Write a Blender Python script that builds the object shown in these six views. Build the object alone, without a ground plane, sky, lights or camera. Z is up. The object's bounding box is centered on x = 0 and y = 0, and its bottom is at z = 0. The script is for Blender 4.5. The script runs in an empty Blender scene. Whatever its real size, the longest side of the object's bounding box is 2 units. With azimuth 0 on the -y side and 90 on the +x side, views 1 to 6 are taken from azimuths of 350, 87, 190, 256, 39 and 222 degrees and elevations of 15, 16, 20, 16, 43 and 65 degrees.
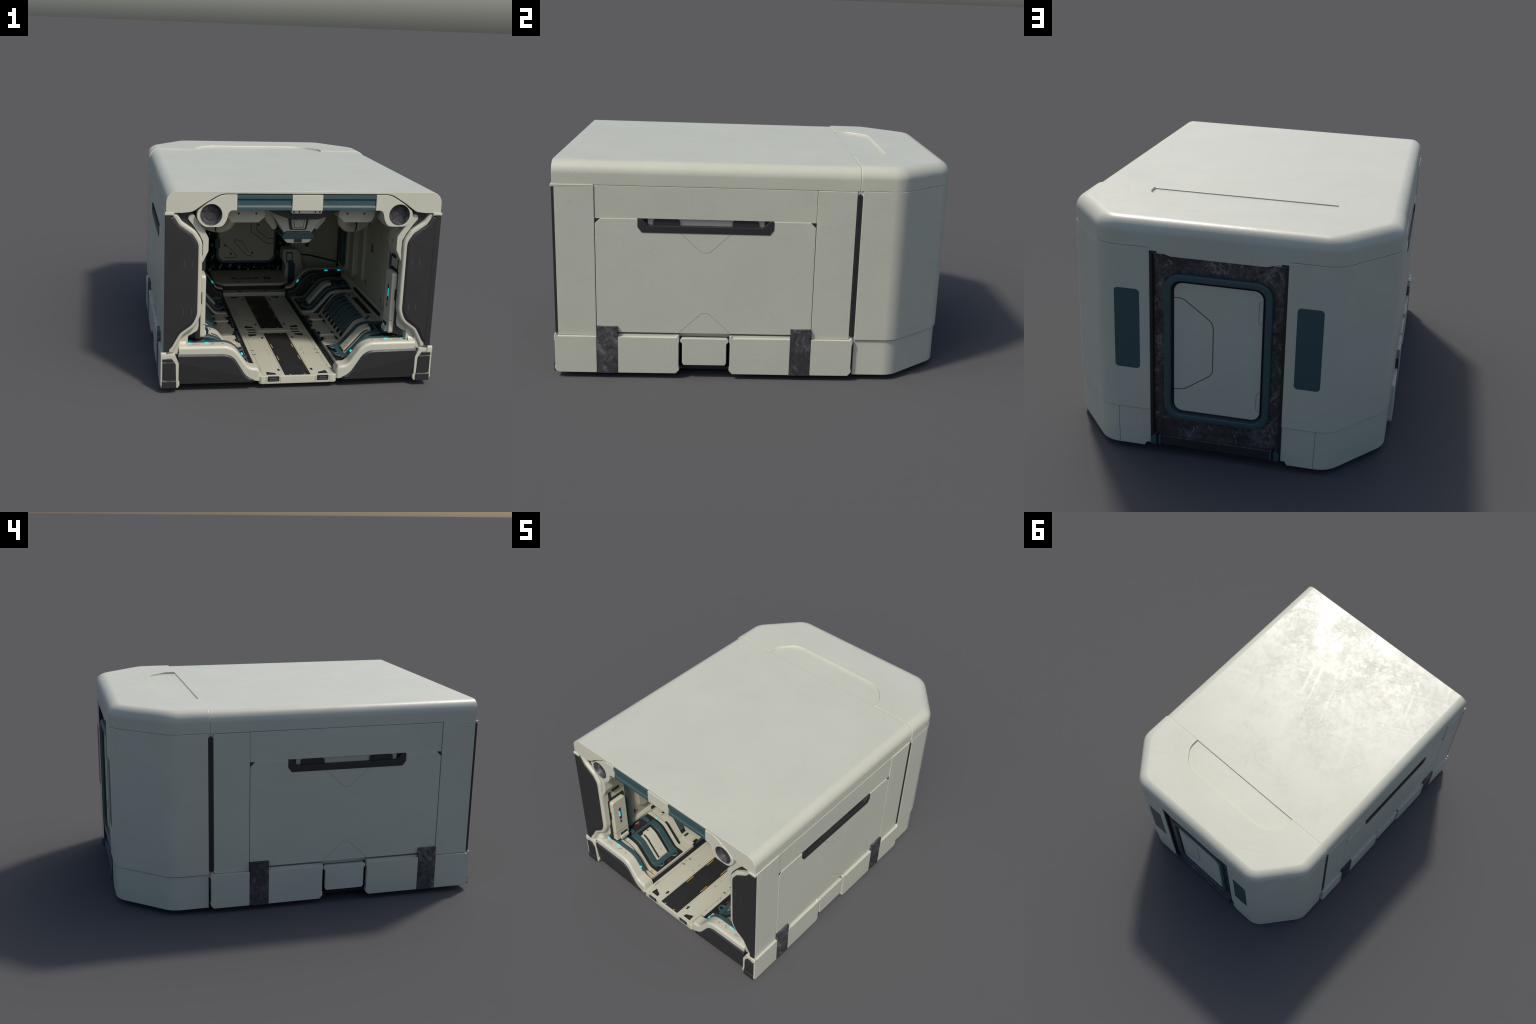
# A compact habitat module: a cream armoured box with an open, furnished bay in
# front and a chamfered airlock end behind.  Built part by part, metres, z up.
import bpy, bmesh, math, random
from mathutils import Vector

random.seed(7)
YC = -0.246          # the open module is symmetric about this y (front -0.99 .. rear 0.498)


# ------------------------------------------------------------------ materials
def nodes_of(name):
    m = bpy.data.materials.new(name)
    m.use_nodes = True
    nt = m.node_tree
    return m, nt, nt.nodes["Principled BSDF"]


def N(nt, kind, **kw):
    n = nt.nodes.new(kind)
    for k, v in kw.items():
        if k in n.inputs:
            n.inputs[k].default_value = v
        else:
            setattr(n, k, v)
    return n


def ramp(nt, fac, stops):
    r = nt.nodes.new("ShaderNodeValToRGB")
    el = r.color_ramp.elements
    while len(el) < len(stops):
        el.new(0.5)
    for e, (p, c) in zip(el, stops):
        e.position = p
        e.color = (c, c, c, 1) if not isinstance(c, tuple) else (*c, 1)
    nt.links.new(fac, r.inputs[0])
    return r.outputs[0]


def math_(nt, op, a, b=None):
    n = nt.nodes.new("ShaderNodeMath")
    n.operation = op
    for i, v in enumerate((a, b)):
        if v is None:
            continue
        if isinstance(v, (int, float)):
            n.inputs[i].default_value = v
        else:
            nt.links.new(v, n.inputs[i])
    return n.outputs[0]


def noise(nt, co, scale, detail=4, rough=0.55, dist=0.0, stretch=None, rot=None):
    src = co
    if stretch or rot:
        mp = nt.nodes.new("ShaderNodeMapping")
        if stretch:
            mp.vector_type = "TEXTURE"                # turned first, then drawn out along its own x
            mp.inputs["Scale"].default_value = stretch
        if rot:
            mp.inputs["Rotation"].default_value = rot
        nt.links.new(co, mp.inputs[0])
        src = mp.outputs[0]
    n = N(nt, "ShaderNodeTexNoise", Scale=scale, Detail=detail, Roughness=rough, Distortion=dist)
    nt.links.new(src, n.inputs["Vector"])
    return n.outputs[0]


def scratches(nt, co):
    """thin hairline scratches: narrow bands of drawn-out noises, broken up by a mask"""
    out = None
    for k, (rot, st) in enumerate([((0, 0, 0.45), (30, 1, 1)), ((0, 0, 2.0), (40, 1, 1)), ((0, 0, 1.2), (28, 1, 1)), ((0, 0.8, 2.7), (30, 1, 1))]):
        n = noise(nt, co, 11.0 + 3 * k, 1, 0.5, 0.0, st, rot)
        band = math_(nt, "ABSOLUTE", math_(nt, "SUBTRACT", n, 0.5))
        line = ramp(nt, band, [(0.0, 1.0), (0.016, 0.0)])
        line = math_(nt, "MULTIPLY", line, ramp(nt, noise(nt, co, 3.4 + 0.6 * k, 3), [(0.55, 0.0), (0.62, 1.0)]))
        out = line if out is None else math_(nt, "MAXIMUM", out, line)
    return out


def paint(name, col, rough=0.42, wear=1.0, spec=0.5):
    m, nt, b = nodes_of(name)
    L = nt.links.new
    co = N(nt, "ShaderNodeTexCoord").outputs["Object"]
    big = noise(nt, co, 2.6, 5, 0.6)
    smear = math_(nt, "ADD", math_(nt, "MULTIPLY", noise(nt, co, 26, 9, 0.74, 0.3), 0.55), math_(nt, "MULTIPLY", noise(nt, co, 4.2, 5, 0.6, 0.5), 0.45))
    scr = scratches(nt, co)
    # colour: gentle grime
    mix = N(nt, "ShaderNodeMix", data_type="RGBA")
    mix.inputs[6].default_value = (*[c * (1 - 0.05 * wear) for c in col], 1)
    mix.inputs[7].default_value = (*col, 1)
    L(ramp(nt, big, [(0.35, 0.0), (0.65, 1.0)]), mix.inputs[0])
    mix2 = N(nt, "ShaderNodeMix", data_type="RGBA")
    L(mix.outputs[2], mix2.inputs[6])
    mix2.inputs[7].default_value = (*[c * 0.80 for c in col], 1)
    pits = ramp(nt, noise(nt, co, 150, 2, 0.5), [(0.36, 0.0), (0.42, 1.0)])
    patch = ramp(nt, noise(nt, co, 4.3, 5, 0.65), [(0.53, 0.0), (0.60, 1.0)])
    pit = math_(nt, "MULTIPLY", math_(nt, "SUBTRACT", 1.0, pits), patch)
    stray = math_(nt, "MULTIPLY", ramp(nt, noise(nt, co, 60, 2, 0.5), [(0.70, 0.0), (0.74, 1.0)]), 0.8)
    pit = math_(nt, "MAXIMUM", pit, stray)
    L(math_(nt, "MULTIPLY", math_(nt, "MAXIMUM", math_(nt, "MULTIPLY", scr, 0.5), pit), 0.40 * wear), mix2.inputs[0])
    L(mix2.outputs[2], b.inputs["Base Color"])
    # roughness: rubbed, wiped and scuffed patches
    swipe = None
    for k, (rot, st) in enumerate([((0, 0, 0.45), (14, 1, 1)), ((0, 0, 1.9), (18, 1, 1)), ((0, 0, 1.2), (12, 1, 1)), ((0.1, 0.9, 2.6), (14, 1, 1))]):
        w = ramp(nt, noise(nt, co, 15 + 5 * k, 3, 0.6, 0.05, st, rot), [(0.56, 0.0), (0.66, 1.0)])
        w = math_(nt, "MULTIPLY", w, ramp(nt, noise(nt, co, 2.3 + 0.7 * k, 4, 0.6), [(0.50, 0.0), (0.60, 1.0)]))
        swipe = w if swipe is None else math_(nt, "MAXIMUM", swipe, w)
    smear = math_(nt, "SUBTRACT", smear, math_(nt, "MULTIPLY", swipe, 0.16))
    r = math_(nt, "ADD", rough - 0.05 * wear, math_(nt, "MULTIPLY", ramp(nt, smear, [(0.40, 0.0), (0.58, 1.0)]), 0.13 * wear))
    r = math_(nt, "ADD", r, math_(nt, "MULTIPLY", scr, 0.05))
    L(r, b.inputs["Roughness"])
    b.inputs["Specular IOR Level"].default_value = spec
    # fine grain: pitted patches and scratches
    h = math_(nt, "SUBTRACT", 1.0, math_(nt, "MAXIMUM", math_(nt, "MULTIPLY", pit, 0.8), math_(nt, "MULTIPLY", scr, 0.45)))
    bump = N(nt, "ShaderNodeBump", Strength=0.40 * wear, Distance=0.0008)
    L(h, bump.inputs["Height"])
    L(bump.outputs[0], b.inputs["Normal"])
    return m


def worn_metal(name, lo, hi, metallic=0.35):
    m, nt, b = nodes_of(name)
    L = nt.links.new
    co = N(nt, "ShaderNodeTexCoord").outputs["Object"]
    a = noise(nt, co, 48, 9, 0.75, 0.3)
    c = noise(nt, co, 6, 5, 0.65, 0.8)
    f = math_(nt, "MULTIPLY", ramp(nt, a, [(0.42, 0.0), (0.78, 1.0)]), ramp(nt, c, [(0.38, 0.15), (0.62, 0.7)]))
    for k, (rot, st) in enumerate([((0, 0.75, 1.57), (8, 1, 1)), ((0, 0.9, 0.0), (8, 1, 1)), ((0, 2.0, 0.0), (10, 1, 1)), ((0, 2.3, 1.57), (8, 1, 1))]):
        streak = ramp(nt, noise(nt, co, 36 + 12 * k, 7, 0.72, 0.2, st, rot), [(0.46, 0.0), (0.68, 1.0)])
        zone = ramp(nt, noise(nt, co, 6.5 + 2 * k, 5, 0.6, 0.4, (2.2, 1, 1), rot), [(0.54, 0.0), (0.63, 1.0)])
        f = math_(nt, "MAXIMUM", f, math_(nt, "MULTIPLY", streak, zone))
    mix = N(nt, "ShaderNodeMix", data_type="RGBA")
    mix.inputs[6].default_value = (*lo, 1)
    mix.inputs[7].default_value = (*hi, 1)
    L(f, mix.inputs[0])
    L(mix.outputs[2], b.inputs["Base Color"])
    L(math_(nt, "SUBTRACT", 0.55, math_(nt, "MULTIPLY", f, 0.15)), b.inputs["Roughness"])
    b.inputs["Metallic"].default_value = metallic
    bump = N(nt, "ShaderNodeBump", Strength=0.25, Distance=0.001)
    L(f, bump.inputs["Height"])
    L(bump.outputs[0], b.inputs["Normal"])
    return m


def glow(name, col, k):
    m, nt, b = nodes_of(name)
    b.inputs["Base Color"].default_value = (*col, 1)
    b.inputs["Emission Color"].default_value = (*col, 1)
    b.inputs["Emission Strength"].default_value = k
    return m


CREAM = paint("cream_paint", (0.520, 0.522, 0.425), 0.37)
INNER = paint("cream_paint_inside", (0.50, 0.495, 0.395), 0.38, 0.6)
SHADE_DARKENED_CREAM = paint("cream_paint_wall", (0.37, 0.37, 0.295), 0.42, 0.5)  # same cream, base colour lowered to bake in the bay walls' weak bounce light
TEAL = paint("teal_paint", (0.036, 0.079, 0.085), 0.42, 0.6)
DARK = paint("charcoal_composite", (0.021, 0.021, 0.0212), 0.50, 0.7)
RUBBER = paint("black_rubber", (0.012, 0.012, 0.013), 0.55, 0.4)
PAD = paint("black_quilting", (0.012, 0.012, 0.014), 0.30, 0.3)
METAL = worn_metal("scuffed_metal", (0.038, 0.037, 0.040), (0.29, 0.28, 0.285))
BLACKMETAL = worn_metal("scuffed_black_metal", (0.032, 0.030, 0.031), (0.31, 0.30, 0.305))
STEEL = worn_metal("bare_steel", (0.10, 0.10, 0.11), (0.30, 0.30, 0.32), 0.7)
LINE = paint("groove_shadow_grey", (0.21, 0.205, 0.17), 0.6, 0.3)
INK = paint("black_marking", (0.015, 0.015, 0.016), 0.5, 0.2)
YELLOW = paint("yellow_marking", (0.55, 0.33, 0.04), 0.5, 0.4)
RED = paint("red_marking", (0.32, 0.02, 0.02), 0.5, 0.4)
NAVY = paint("navy_marking", (0.02, 0.02, 0.10), 0.4, 0.2)
CYAN = glow("cyan_light", (0.0, 0.70, 0.75), 0.65)
LILAC = paint("pale_label", (0.40, 0.38, 0.40), 0.5, 0.4)

# ------------------------------------------------------------------ scene tree
TOP = bpy.data.objects.new("habitat_module", None)
bpy.context.collection.objects.link(TOP)
TOP["label"] = "cream armoured habitat module with open furnished bay and airlock door"
TOP["category"] = "space habitat"


# ------------------------------------------------------------------ geometry helpers
def rnd(pts, r=0.0, seg=5):
    """round the corners of a closed outline; a point may carry its own radius"""
    n, out = len(pts), []
    for i, p in enumerate(pts):
        a, b, c = Vector(pts[i - 1][:2]), Vector(p[:2]), Vector(pts[(i + 1) % n][:2])
        rad = p[2] if len(p) > 2 else r
        u, v = (a - b), (c - b)
        lu, lv = u.length, v.length
        if rad <= 1e-6 or lu < 1e-6 or lv < 1e-6:
            out.append(tuple(b))
            continue
        u, v = u / lu, v / lv
        ang = u.angle(v)
        if ang > math.radians(176):
            out.append(tuple(b))
            continue
        t = min(rad / math.tan(ang / 2), 0.49 * lu, 0.49 * lv)
        q = t * math.tan(ang / 2)
        cen = b + (u + v).normalized() * (q / math.sin(ang / 2))
        s, e = b + u * t - cen, b + v * t - cen
        a0 = math.atan2(s.y, s.x)
        da = (math.atan2(e.y, e.x) - a0 + math.pi) % (2 * math.pi) - math.pi
        for k in range(seg + 1):
            th = a0 + da * k / seg
            out.append((cen.x + q * math.cos(th), cen.y + q * math.sin(th)))
    return out


def box2(a0, b0, a1, b1, r=0.0, seg=5):
    return rnd([(a0, b0), (a1, b0), (a1, b1), (a0, b1)], r, seg)


def clip(path, x0, x1):
    """part of an open path (x increasing) between x0 and x1"""
    at = lambda x: next((p[0] + (q[0] - p[0]) * (x - p[0]) / (q[0] - p[0]), p[1] + (q[1] - p[1]) * (x - p[0]) / (q[0] - p[0]))
                        for p, q in zip(path, path[1:]) if p[0] <= x <= q[0] and q[0] > p[0])
    out = [q for q in path if x0 + 1e-4 < q[0] < x1 - 1e-4]
    if x0 > path[0][0]:
        out.insert(0, at(x0))
    if x1 < path[-1][0]:
        out.append(at(x1))
    return out


def clean(pts):
    out = []
    for p in pts:
        if not out or (Vector(p) - Vector(out[-1])).length > 1e-5:
            out.append(p)
    if (Vector(out[0]) - Vector(out[-1])).length < 1e-5:
        out.pop()
    return out


def open_round(path, r, seg=6):
    """round the inner corners of an open path"""
    full = rnd([(*p, 0.0) if i in (0, len(path) - 1) else (p if len(p) > 2 else (*p, r)) for i, p in enumerate(path)], r, seg)
    return full


def offset_open(path, d):
    """shift an open path sideways (positive: to the left of travel)"""
    out = []
    for i, p in enumerate(path):
        p = Vector(p)
        t = Vector((0, 0))
        if i > 0:
            t += (p - Vector(path[i - 1])).normalized()
        if i < len(path) - 1:
            t += (Vector(path[i + 1]) - p).normalized()
        t.normalize()
        out.append((p.x - t.y * d, p.y + t.x * d))
    return out


def ribbon(path, w):
    return offset_open(path, w / 2) + offset_open(path, -w / 2)[::-1]


def band(path, d0, d1):
    return offset_open(path, d1) + offset_open(path, d0)[::-1]


def finish(name, bm, mat, parent, sharp=38, kind=None, weighted=True):
    me = bpy.data.meshes.new(name)
    bmesh.ops.recalc_face_normals(bm, faces=bm.faces)
    for f in bm.faces:
        f.smooth = True
    bm.to_mesh(me)
    bm.free()
    me.set_sharp_from_angle(angle=math.radians(sharp))
    me.materials.append(mat)
    ob = bpy.data.objects.new(name, me)
    bpy.context.collection.objects.link(ob)
    ob.parent = parent
    if weighted:
        w = ob.modifiers.new("even_normals", "WEIGHTED_NORMAL")
        w.keep_sharp = True
    if kind:
        ob["kind"] = kind
    return ob


def place(axis, a, b, h):
    return {"x": (h, a, b), "y": (a, h, b), "z": (a, b, h)}[axis]


def solid(bm, pts, axis, lo, hi, bev=0.003, seg=2, wide=None):
    """add one extruded outline to bm, with its edges rounded.
    wide = (offset, segments, test on edge midpoint) chamfers chosen edges more"""
    part = bmesh.new()
    pts = clean(pts)
    A = [part.verts.new(place(axis, a, b, lo)) for a, b in pts]
    B = [part.verts.new(place(axis, a, b, hi)) for a, b in pts]
    part.faces.new(A)
    part.faces.new(B[::-1])
    n = len(pts)
    for i in range(n):
        part.faces.new((A[i], B[i], B[(i + 1) % n], A[(i + 1) % n]))
    bmesh.ops.recalc_face_normals(part, faces=part.faces)
    if wide:
        off, sg, test = wide
        es = [e for e in part.edges if len(e.link_faces) == 2 and e.calc_face_angle() > math.radians(50)
              and test((e.verts[0].co + e.verts[1].co) / 2)]
        bmesh.ops.bevel(part, geom=es, offset=off, segments=sg, profile=0.5, affect="EDGES", clamp_overlap=True)
    if bev > 0:
        es = [e for e in part.edges if len(e.link_faces) == 2 and e.calc_face_angle() > math.radians(40)]
        if es:
            bmesh.ops.bevel(part, geom=es, offset=bev, segments=seg, profile=0.5, affect="EDGES", clamp_overlap=True)
    me = bpy.data.meshes.new("tmp")
    part.to_mesh(me)
    part.free()
    bm.from_mesh(me)
    bpy.data.meshes.remove(me)


def prism(name, pts, axis, lo, hi, mat, parent=TOP, bev=0.003, seg=2, wide=None, **kw):
    bm = bmesh.new()
    solid(bm, pts, axis, lo, hi, bev, seg, wide)
    return finish(name, bm, mat, parent, **kw)


def block(name, x0, x1, y0, y1, z0, z1, mat, parent=TOP, bev=0.003, seg=2, **kw):
    return prism(name, [(y0, z0), (y1, z0), (y1, z1), (y0, z1)], "x", min(x0, x1), max(x0, x1), mat, parent, bev, seg, **kw)


def many(name, mat, parent, items, bev=0.0, **kw):
    """several small extrusions joined in one part: (outline, axis, lo, hi)"""
    bm = bmesh.new()
    for pts, axis, lo, hi in items:
        solid(bm, pts, axis, min(lo, hi), max(lo, hi), bev)
    return finish(name, bm, mat, parent, kind="stuff", **kw)


def flip(pts, s):
    return [(a * s, *rest) for a, *rest in pts]


def copy_of(ob, dx=0, dy=0, dz=0, parent=None):
    c = ob.copy()
    c.location = (ob.location.x + dx, ob.location.y + dy, ob.location.z + dz)
    c.parent = parent or ob.parent
    bpy.context.collection.objects.link(c)
    return c


def tube(name, pts, r, mat, parent, res=10):
    cu = bpy.data.curves.new(name, "CURVE")
    cu.dimensions = "3D"
    cu.bevel_depth = r
    cu.bevel_resolution = 4
    cu.use_fill_caps = True
    sp = cu.splines.new("BEZIER")
    sp.bezier_points.add(len(pts) - 1)
    for b, p in zip(sp.bezier_points, pts):
        b.co = p
        b.handle_left_type = b.handle_right_type = "AUTO"
    cu.resolution_u = res
    tmp = bpy.data.objects.new("tmp", cu)
    bpy.context.collection.objects.link(tmp)
    dg = bpy.context.evaluated_depsgraph_get()
    me = bpy.data.meshes.new_from_object(tmp.evaluated_get(dg))
    bpy.data.objects.remove(tmp)
    bpy.data.curves.remove(cu)
    me.name = name
    me.materials.clear()
    me.materials.append(mat)
    for p in me.polygons:
        p.use_smooth = True
    me.set_sharp_from_angle(angle=math.radians(50))
    ob = bpy.data.objects.new(name, me)
    bpy.context.collection.objects.link(ob)
    ob.parent = parent
    return ob


def cut(ob, cutter):
    md = ob.modifiers.new("cut", "BOOLEAN")
    md.operation = "DIFFERENCE"
    md.solver = "EXACT"
    md.object = cutter
    for m in [m for m in ob.modifiers if m.type == "WEIGHTED_NORMAL"]:
        ob.modifiers.remove(m)
    dg = bpy.context.evaluated_depsgraph_get()
    me = bpy.data.meshes.new_from_object(ob.evaluated_get(dg))
    ob.modifiers.clear()
    old = ob.data
    ob.data = me
    me.name = ob.name
    bpy.data.meshes.remove(old)
    bpy.data.objects.remove(cutter)
    me.set_sharp_from_angle(angle=math.radians(38))
    w = ob.modifiers.new("even_normals", "WEIGHTED_NORMAL")
    w.keep_sharp = True


def text(name, body, size, loc, rot, mat, parent, squash=1.0):
    cu = bpy.data.curves.new(name, "FONT")
    cu.body = body
    cu.size = size
    cu.align_x = cu.align_y = "CENTER"
    cu.extrude = 0.0006
    cu.offset = 0.0012
    tmp = bpy.data.objects.new("tmp", cu)
    bpy.context.collection.objects.link(tmp)
    dg = bpy.context.evaluated_depsgraph_get()
    me = bpy.data.meshes.new_from_object(tmp.evaluated_get(dg))
    bpy.data.objects.remove(tmp)
    bpy.data.curves.remove(cu)
    me.materials.clear()
    me.materials.append(mat)
    ob = bpy.data.objects.new(name, me)
    bpy.context.collection.objects.link(ob)
    ob.location, ob.rotation_euler = loc, rot
    ob.scale = (squash, 1, 1)
    ob.parent = parent
    return ob


def disc2(ca, cb, r, n=24):
    return [(ca + r * math.cos(2 * math.pi * k / n), cb + r * math.sin(2 * math.pi * k / n)) for k in range(n)]


def lathe(name, prof, c, mat, parent, n=48):
    """ring profile (radius, y) turned about the y axis through c=(x,z)"""
    bm = bmesh.new()
    rings = []
    for r, y in prof:
        if r < 1e-6:
            rings.append([bm.verts.new((c[0], y, c[1]))])
        else:
            rings.append([bm.verts.new((c[0] + r * math.cos(2 * math.pi * k / n), y, c[1] + r * math.sin(2 * math.pi * k / n))) for k in range(n)])
    for a, b in zip(rings, rings[1:]):
        for k in range(n):
            k2 = (k + 1) % n
            if len(b) == 1:
                bm.faces.new((a[k], a[k2], b[0]))
            else:
                bm.faces.new((a[k], a[k2], b[k2], b[k]))
    return finish(name, bm, mat, parent)


def soft_plate(name, curve, closing, y_front, y_back, inset, drop, mat, parent=TOP, s=1, steps=4, round_=True, build_only=False):
    """plate facing -y, bounded by an open curve and closing points; the edge along
    the curve rolls back over `inset` sideways and `drop` in depth (flat chamfer if not round_)"""
    bm = bmesh.new()
    rings = []
    for k in range(steps + 1):
        t = k / steps
        if round_:
            i, d = inset * (1 - math.sin(t * math.pi / 2)), drop * (1 - math.cos(t * math.pi / 2))
        else:
            i, d = inset * (1 - t), drop * t
        rings.append((offset_open(curve, i), y_front + d))
    rings.append((curve, y_back))
    vs = [[bm.verts.new((x * s, y, z)) for x, z in list(c) + list(closing)] for c, y in rings]
    n = len(vs[0])
    for a, b in zip(vs, vs[1:]):
        for k in range(n):
            if (a[k].co - b[k].co).length < 1e-7 and (a[(k + 1) % n].co - b[(k + 1) % n].co).length < 1e-7:
                continue
            bm.faces.new((a[k], a[(k + 1) % n], b[(k + 1) % n], b[k]))
    bm.faces.new(vs[0])
    bm.faces.new(vs[-1][::-1])
    bmesh.ops.recalc_face_normals(bm, faces=bm.faces)
    if build_only:
        return bm
    return finish(name, bm, mat, parent, sharp=42)


# ================================================================== ROOF
ROOF_Z, ROOF_X = 1.102, 0.738
ARCH = [(0.455, 1.0885, 0.10), (0.534, 1.041, 0.15), (0.600, 0.993, 0.07), (0.655, 0.987, 0.05)]


def roof_outline():
    half = []
    for k in range(11):                       # rounded shoulder
        t = math.pi / 2 * k / 10
        half.append((0.676 + 0.0615 * math.sin(t), 1.0405 + 0.0615 * math.cos(t)))
    half.append((ROOF_X, 0.988))
    arch = open_round([(ROOF_X, 0.988)] + ARCH[::-1] + [(0.0, 1.0885)], 0.08, 6)[1:-1]
    right = half + arch
    return right + [(-x, z) for x, z in right[::-1]]


roof = prism("roof", roof_outline(), "y", -0.985, 0.4985, CREAM, bev=0.0035, seg=2)

# ================================================================== REAR LID (roof of the airlock end)
HZ = 1.108


def plan(off, z, x=0.7425, y=0.988, cx=0.512, cy=0.712, r=0.13, y0=0.4):
    """chamfered rear outline seen from above, shrunk inward by off"""
    c, s = x - cx, y - cy
    ln = math.hypot(c, s)
    nx, ny = s / ln, c / ln                       # outward normal of the chamfer
    X, Y = x - off, y - off
    d = nx * x + ny * cy - off
    ax, ay = X, (d - nx * X) / ny
    bx, by = (d - ny * Y) / nx, Y
    return [(p[0], p[1], z) for p in rnd([(-X, y0), (X, y0), (ax, ay, max(0.03, r - off * 0.9)), (bx, by, max(0.03, r - off * 0.9)),
                                         (-bx, by, max(0.03, r - off * 0.9)), (-ax, ay, max(0.03, r - off * 0.9))], 0, 7)]


def loft(name, rings, mat, parent, trim_y=None, **kw):
    bm = bmesh.new()
    vs = [[bm.verts.new(p) for p in ring] for ring in rings]
    n = len(rings[0])
    for a, b in zip(vs, vs[1:]):
        for k in range(n):
            bm.faces.new((a[k], a[(k + 1) % n], b[(k + 1) % n], b[k]))
    bm.faces.new(vs[0][::-1])
    bm.faces.new(vs[-1])
    if trim_y is not None:
        r = bmesh.ops.bisect_plane(bm, geom=bm.verts[:] + bm.edges[:] + bm.faces[:], plane_co=(0, trim_y, 0), plane_no=(0, -1, 0), clear_outer=True)
        es = [e for e in r["geom_cut"] if isinstance(e, bmesh.types.BMEdge)]
        bmesh.ops.holes_fill(bm, edges=es)
        top = [e for e in es if len(e.link_faces) == 2 and min(v.co.z for v in e.verts) > 0.98]
        bmesh.ops.bevel(bm, geom=top, offset=0.005, segments=2, profile=0.5, affect="EDGES", clamp_overlap=True)
    return finish(name, bm, mat, parent, **kw)


rings = [plan(0.006, 0.966), plan(0.006, 0.9915), plan(0.0, 0.9925), plan(0.0, 1.046)]
for k in range(1, 11):
    t = math.pi / 2 * k / 10
    rings.append(plan(0.064 * (1 - math.cos(t)), 1.046 + (HZ - 1.046) * math.sin(t)))
lid = loft("rear_lid", rings, CREAM, TOP, trim_y=0.499, sharp=30)

# the shallow tray in the lid, its floor a hair below the roof
TRAY = [(0.431, 0.5035), (0.431, 0.572, 0.10), (0.345, 0.682, 0.13), (-0.345, 0.682, 0.13), (-0.431, 0.572, 0.10), (-0.431, 0.5035)]
tray = open_round([(0.431, 0.40)] + TRAY + [(-0.431, 0.40)], 0, 8)
bm = bmesh.new()
lv = []
for z, grow in ((1.0965, 0.0), (1.1025, 0.0), (1.1062, 0.0018), (1.1115, 0.0072)):
    lv.append([bm.verts.new((x, y, z)) for x, y in offset_open(tray, -grow)])
for a, b in zip(lv, lv[1:]):
    for k in range(len(a)):
        bm.faces.new((a[k], a[(k + 1) % len(a)], b[(k + 1) % len(a)], b[k]))
bm.faces.new(lv[0][::-1])
bm.faces.new(lv[-1])
cut(lid, finish("cutter", bm, CREAM, TOP, weighted=False))

# ================================================================== REAR WALLS (airlock end)
def rear_shell(name, off, z0, z1, mat, y0, gap, bev=0.004, thick=0.05):
    """chamfered band of wall, both halves, left open for the doorway"""
    out = []
    half = lambda o: [(a, b) for a, b, _ in plan(o, 0, y0=y0) if a > 0]      # front edge, flank, chamfer, rear
    for s in (1, -1):
        o, i = half(off), half(off + thick)
        poly = o + [(gap, o[-1][1]), (gap, i[-1][1])] + i[::-1]
        out.append(prism(name, flip(poly, s), "z", z0, z1, mat, bev=bev))
    return out


rear_shell("rear_wall", -0.0018, 0.2195, 0.991, CREAM, 0.5115, 0.298)
for ob in rear_shell("rear_skirt", 0.006, 0.027, 0.2155, CREAM, 0.512, 0.298, 0.003):
    s = 1 if ob.data.vertices[0].co.x > 0 else -1
    # notch that lifts the skirt where it meets the doorway, and a seam
    cutter = prism("cutter", [(0.27 * s, 0.0), (0.335 * s, 0.0), (0.335 * s, 0.02), (0.318 * s, 0.047), (0.27 * s, 0.047)], "y", 0.8, 1.1, CREAM, bev=0)
    cut(ob, cutter)
    prism("groove", ribbon([(0.446 * s, 0.03), (0.446 * s, 0.10), (0.4475 * s, 0.106), (0.4475 * s, 0.215)], 0.0022), "y", 0.975, 0.9826, LINE, ob, bev=0)
# teal inset plates beside the door
for s in (1, -1):
    prism("rear_window", box2(min(0.343 * s, 0.457 * s), 0.419, max(0.343 * s, 0.457 * s), 0.797, 0.017), "y", 0.97, 0.9902, TEAL, bev=0.0006, seg=1)

# ================================================================== REAR DOOR
door = prism("rear_door", box2(-0.286, 0.085, 0.286, 0.985), "y", 0.935, 0.966, BLACKMETAL, bev=0)
frame_out, frame_in = box2(-0.238, 0.183, 0.238, 0.884, 0.072, 8), box2(-0.207, 0.214, 0.207, 0.853, 0.048, 8)
# (the frame is a ring: outer rim, rounded crown, inner rim)
def ring_frame(name, rings_xzy, mat, parent):
    bm = bmesh.new()
    vs = [[bm.verts.new((a, y, b)) for a, b in ring] for ring, y in rings_xzy]
    n = len(vs[0])
    for r0, r1 in zip(vs, vs[1:]):
        for k in range(n):
            bm.faces.new((r0[k], r0[(k + 1) % n], r1[(k + 1) % n], r1[k]))
    return finish(name, bm, mat, parent)


def rr(d):
    """door-frame outline, grown inward by d"""
    return box2(-0.238 + d, 0.183 + d, 0.238 - d, 0.884 - d, max(0.02, 0.074 - d * 0.8), 9)


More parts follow.
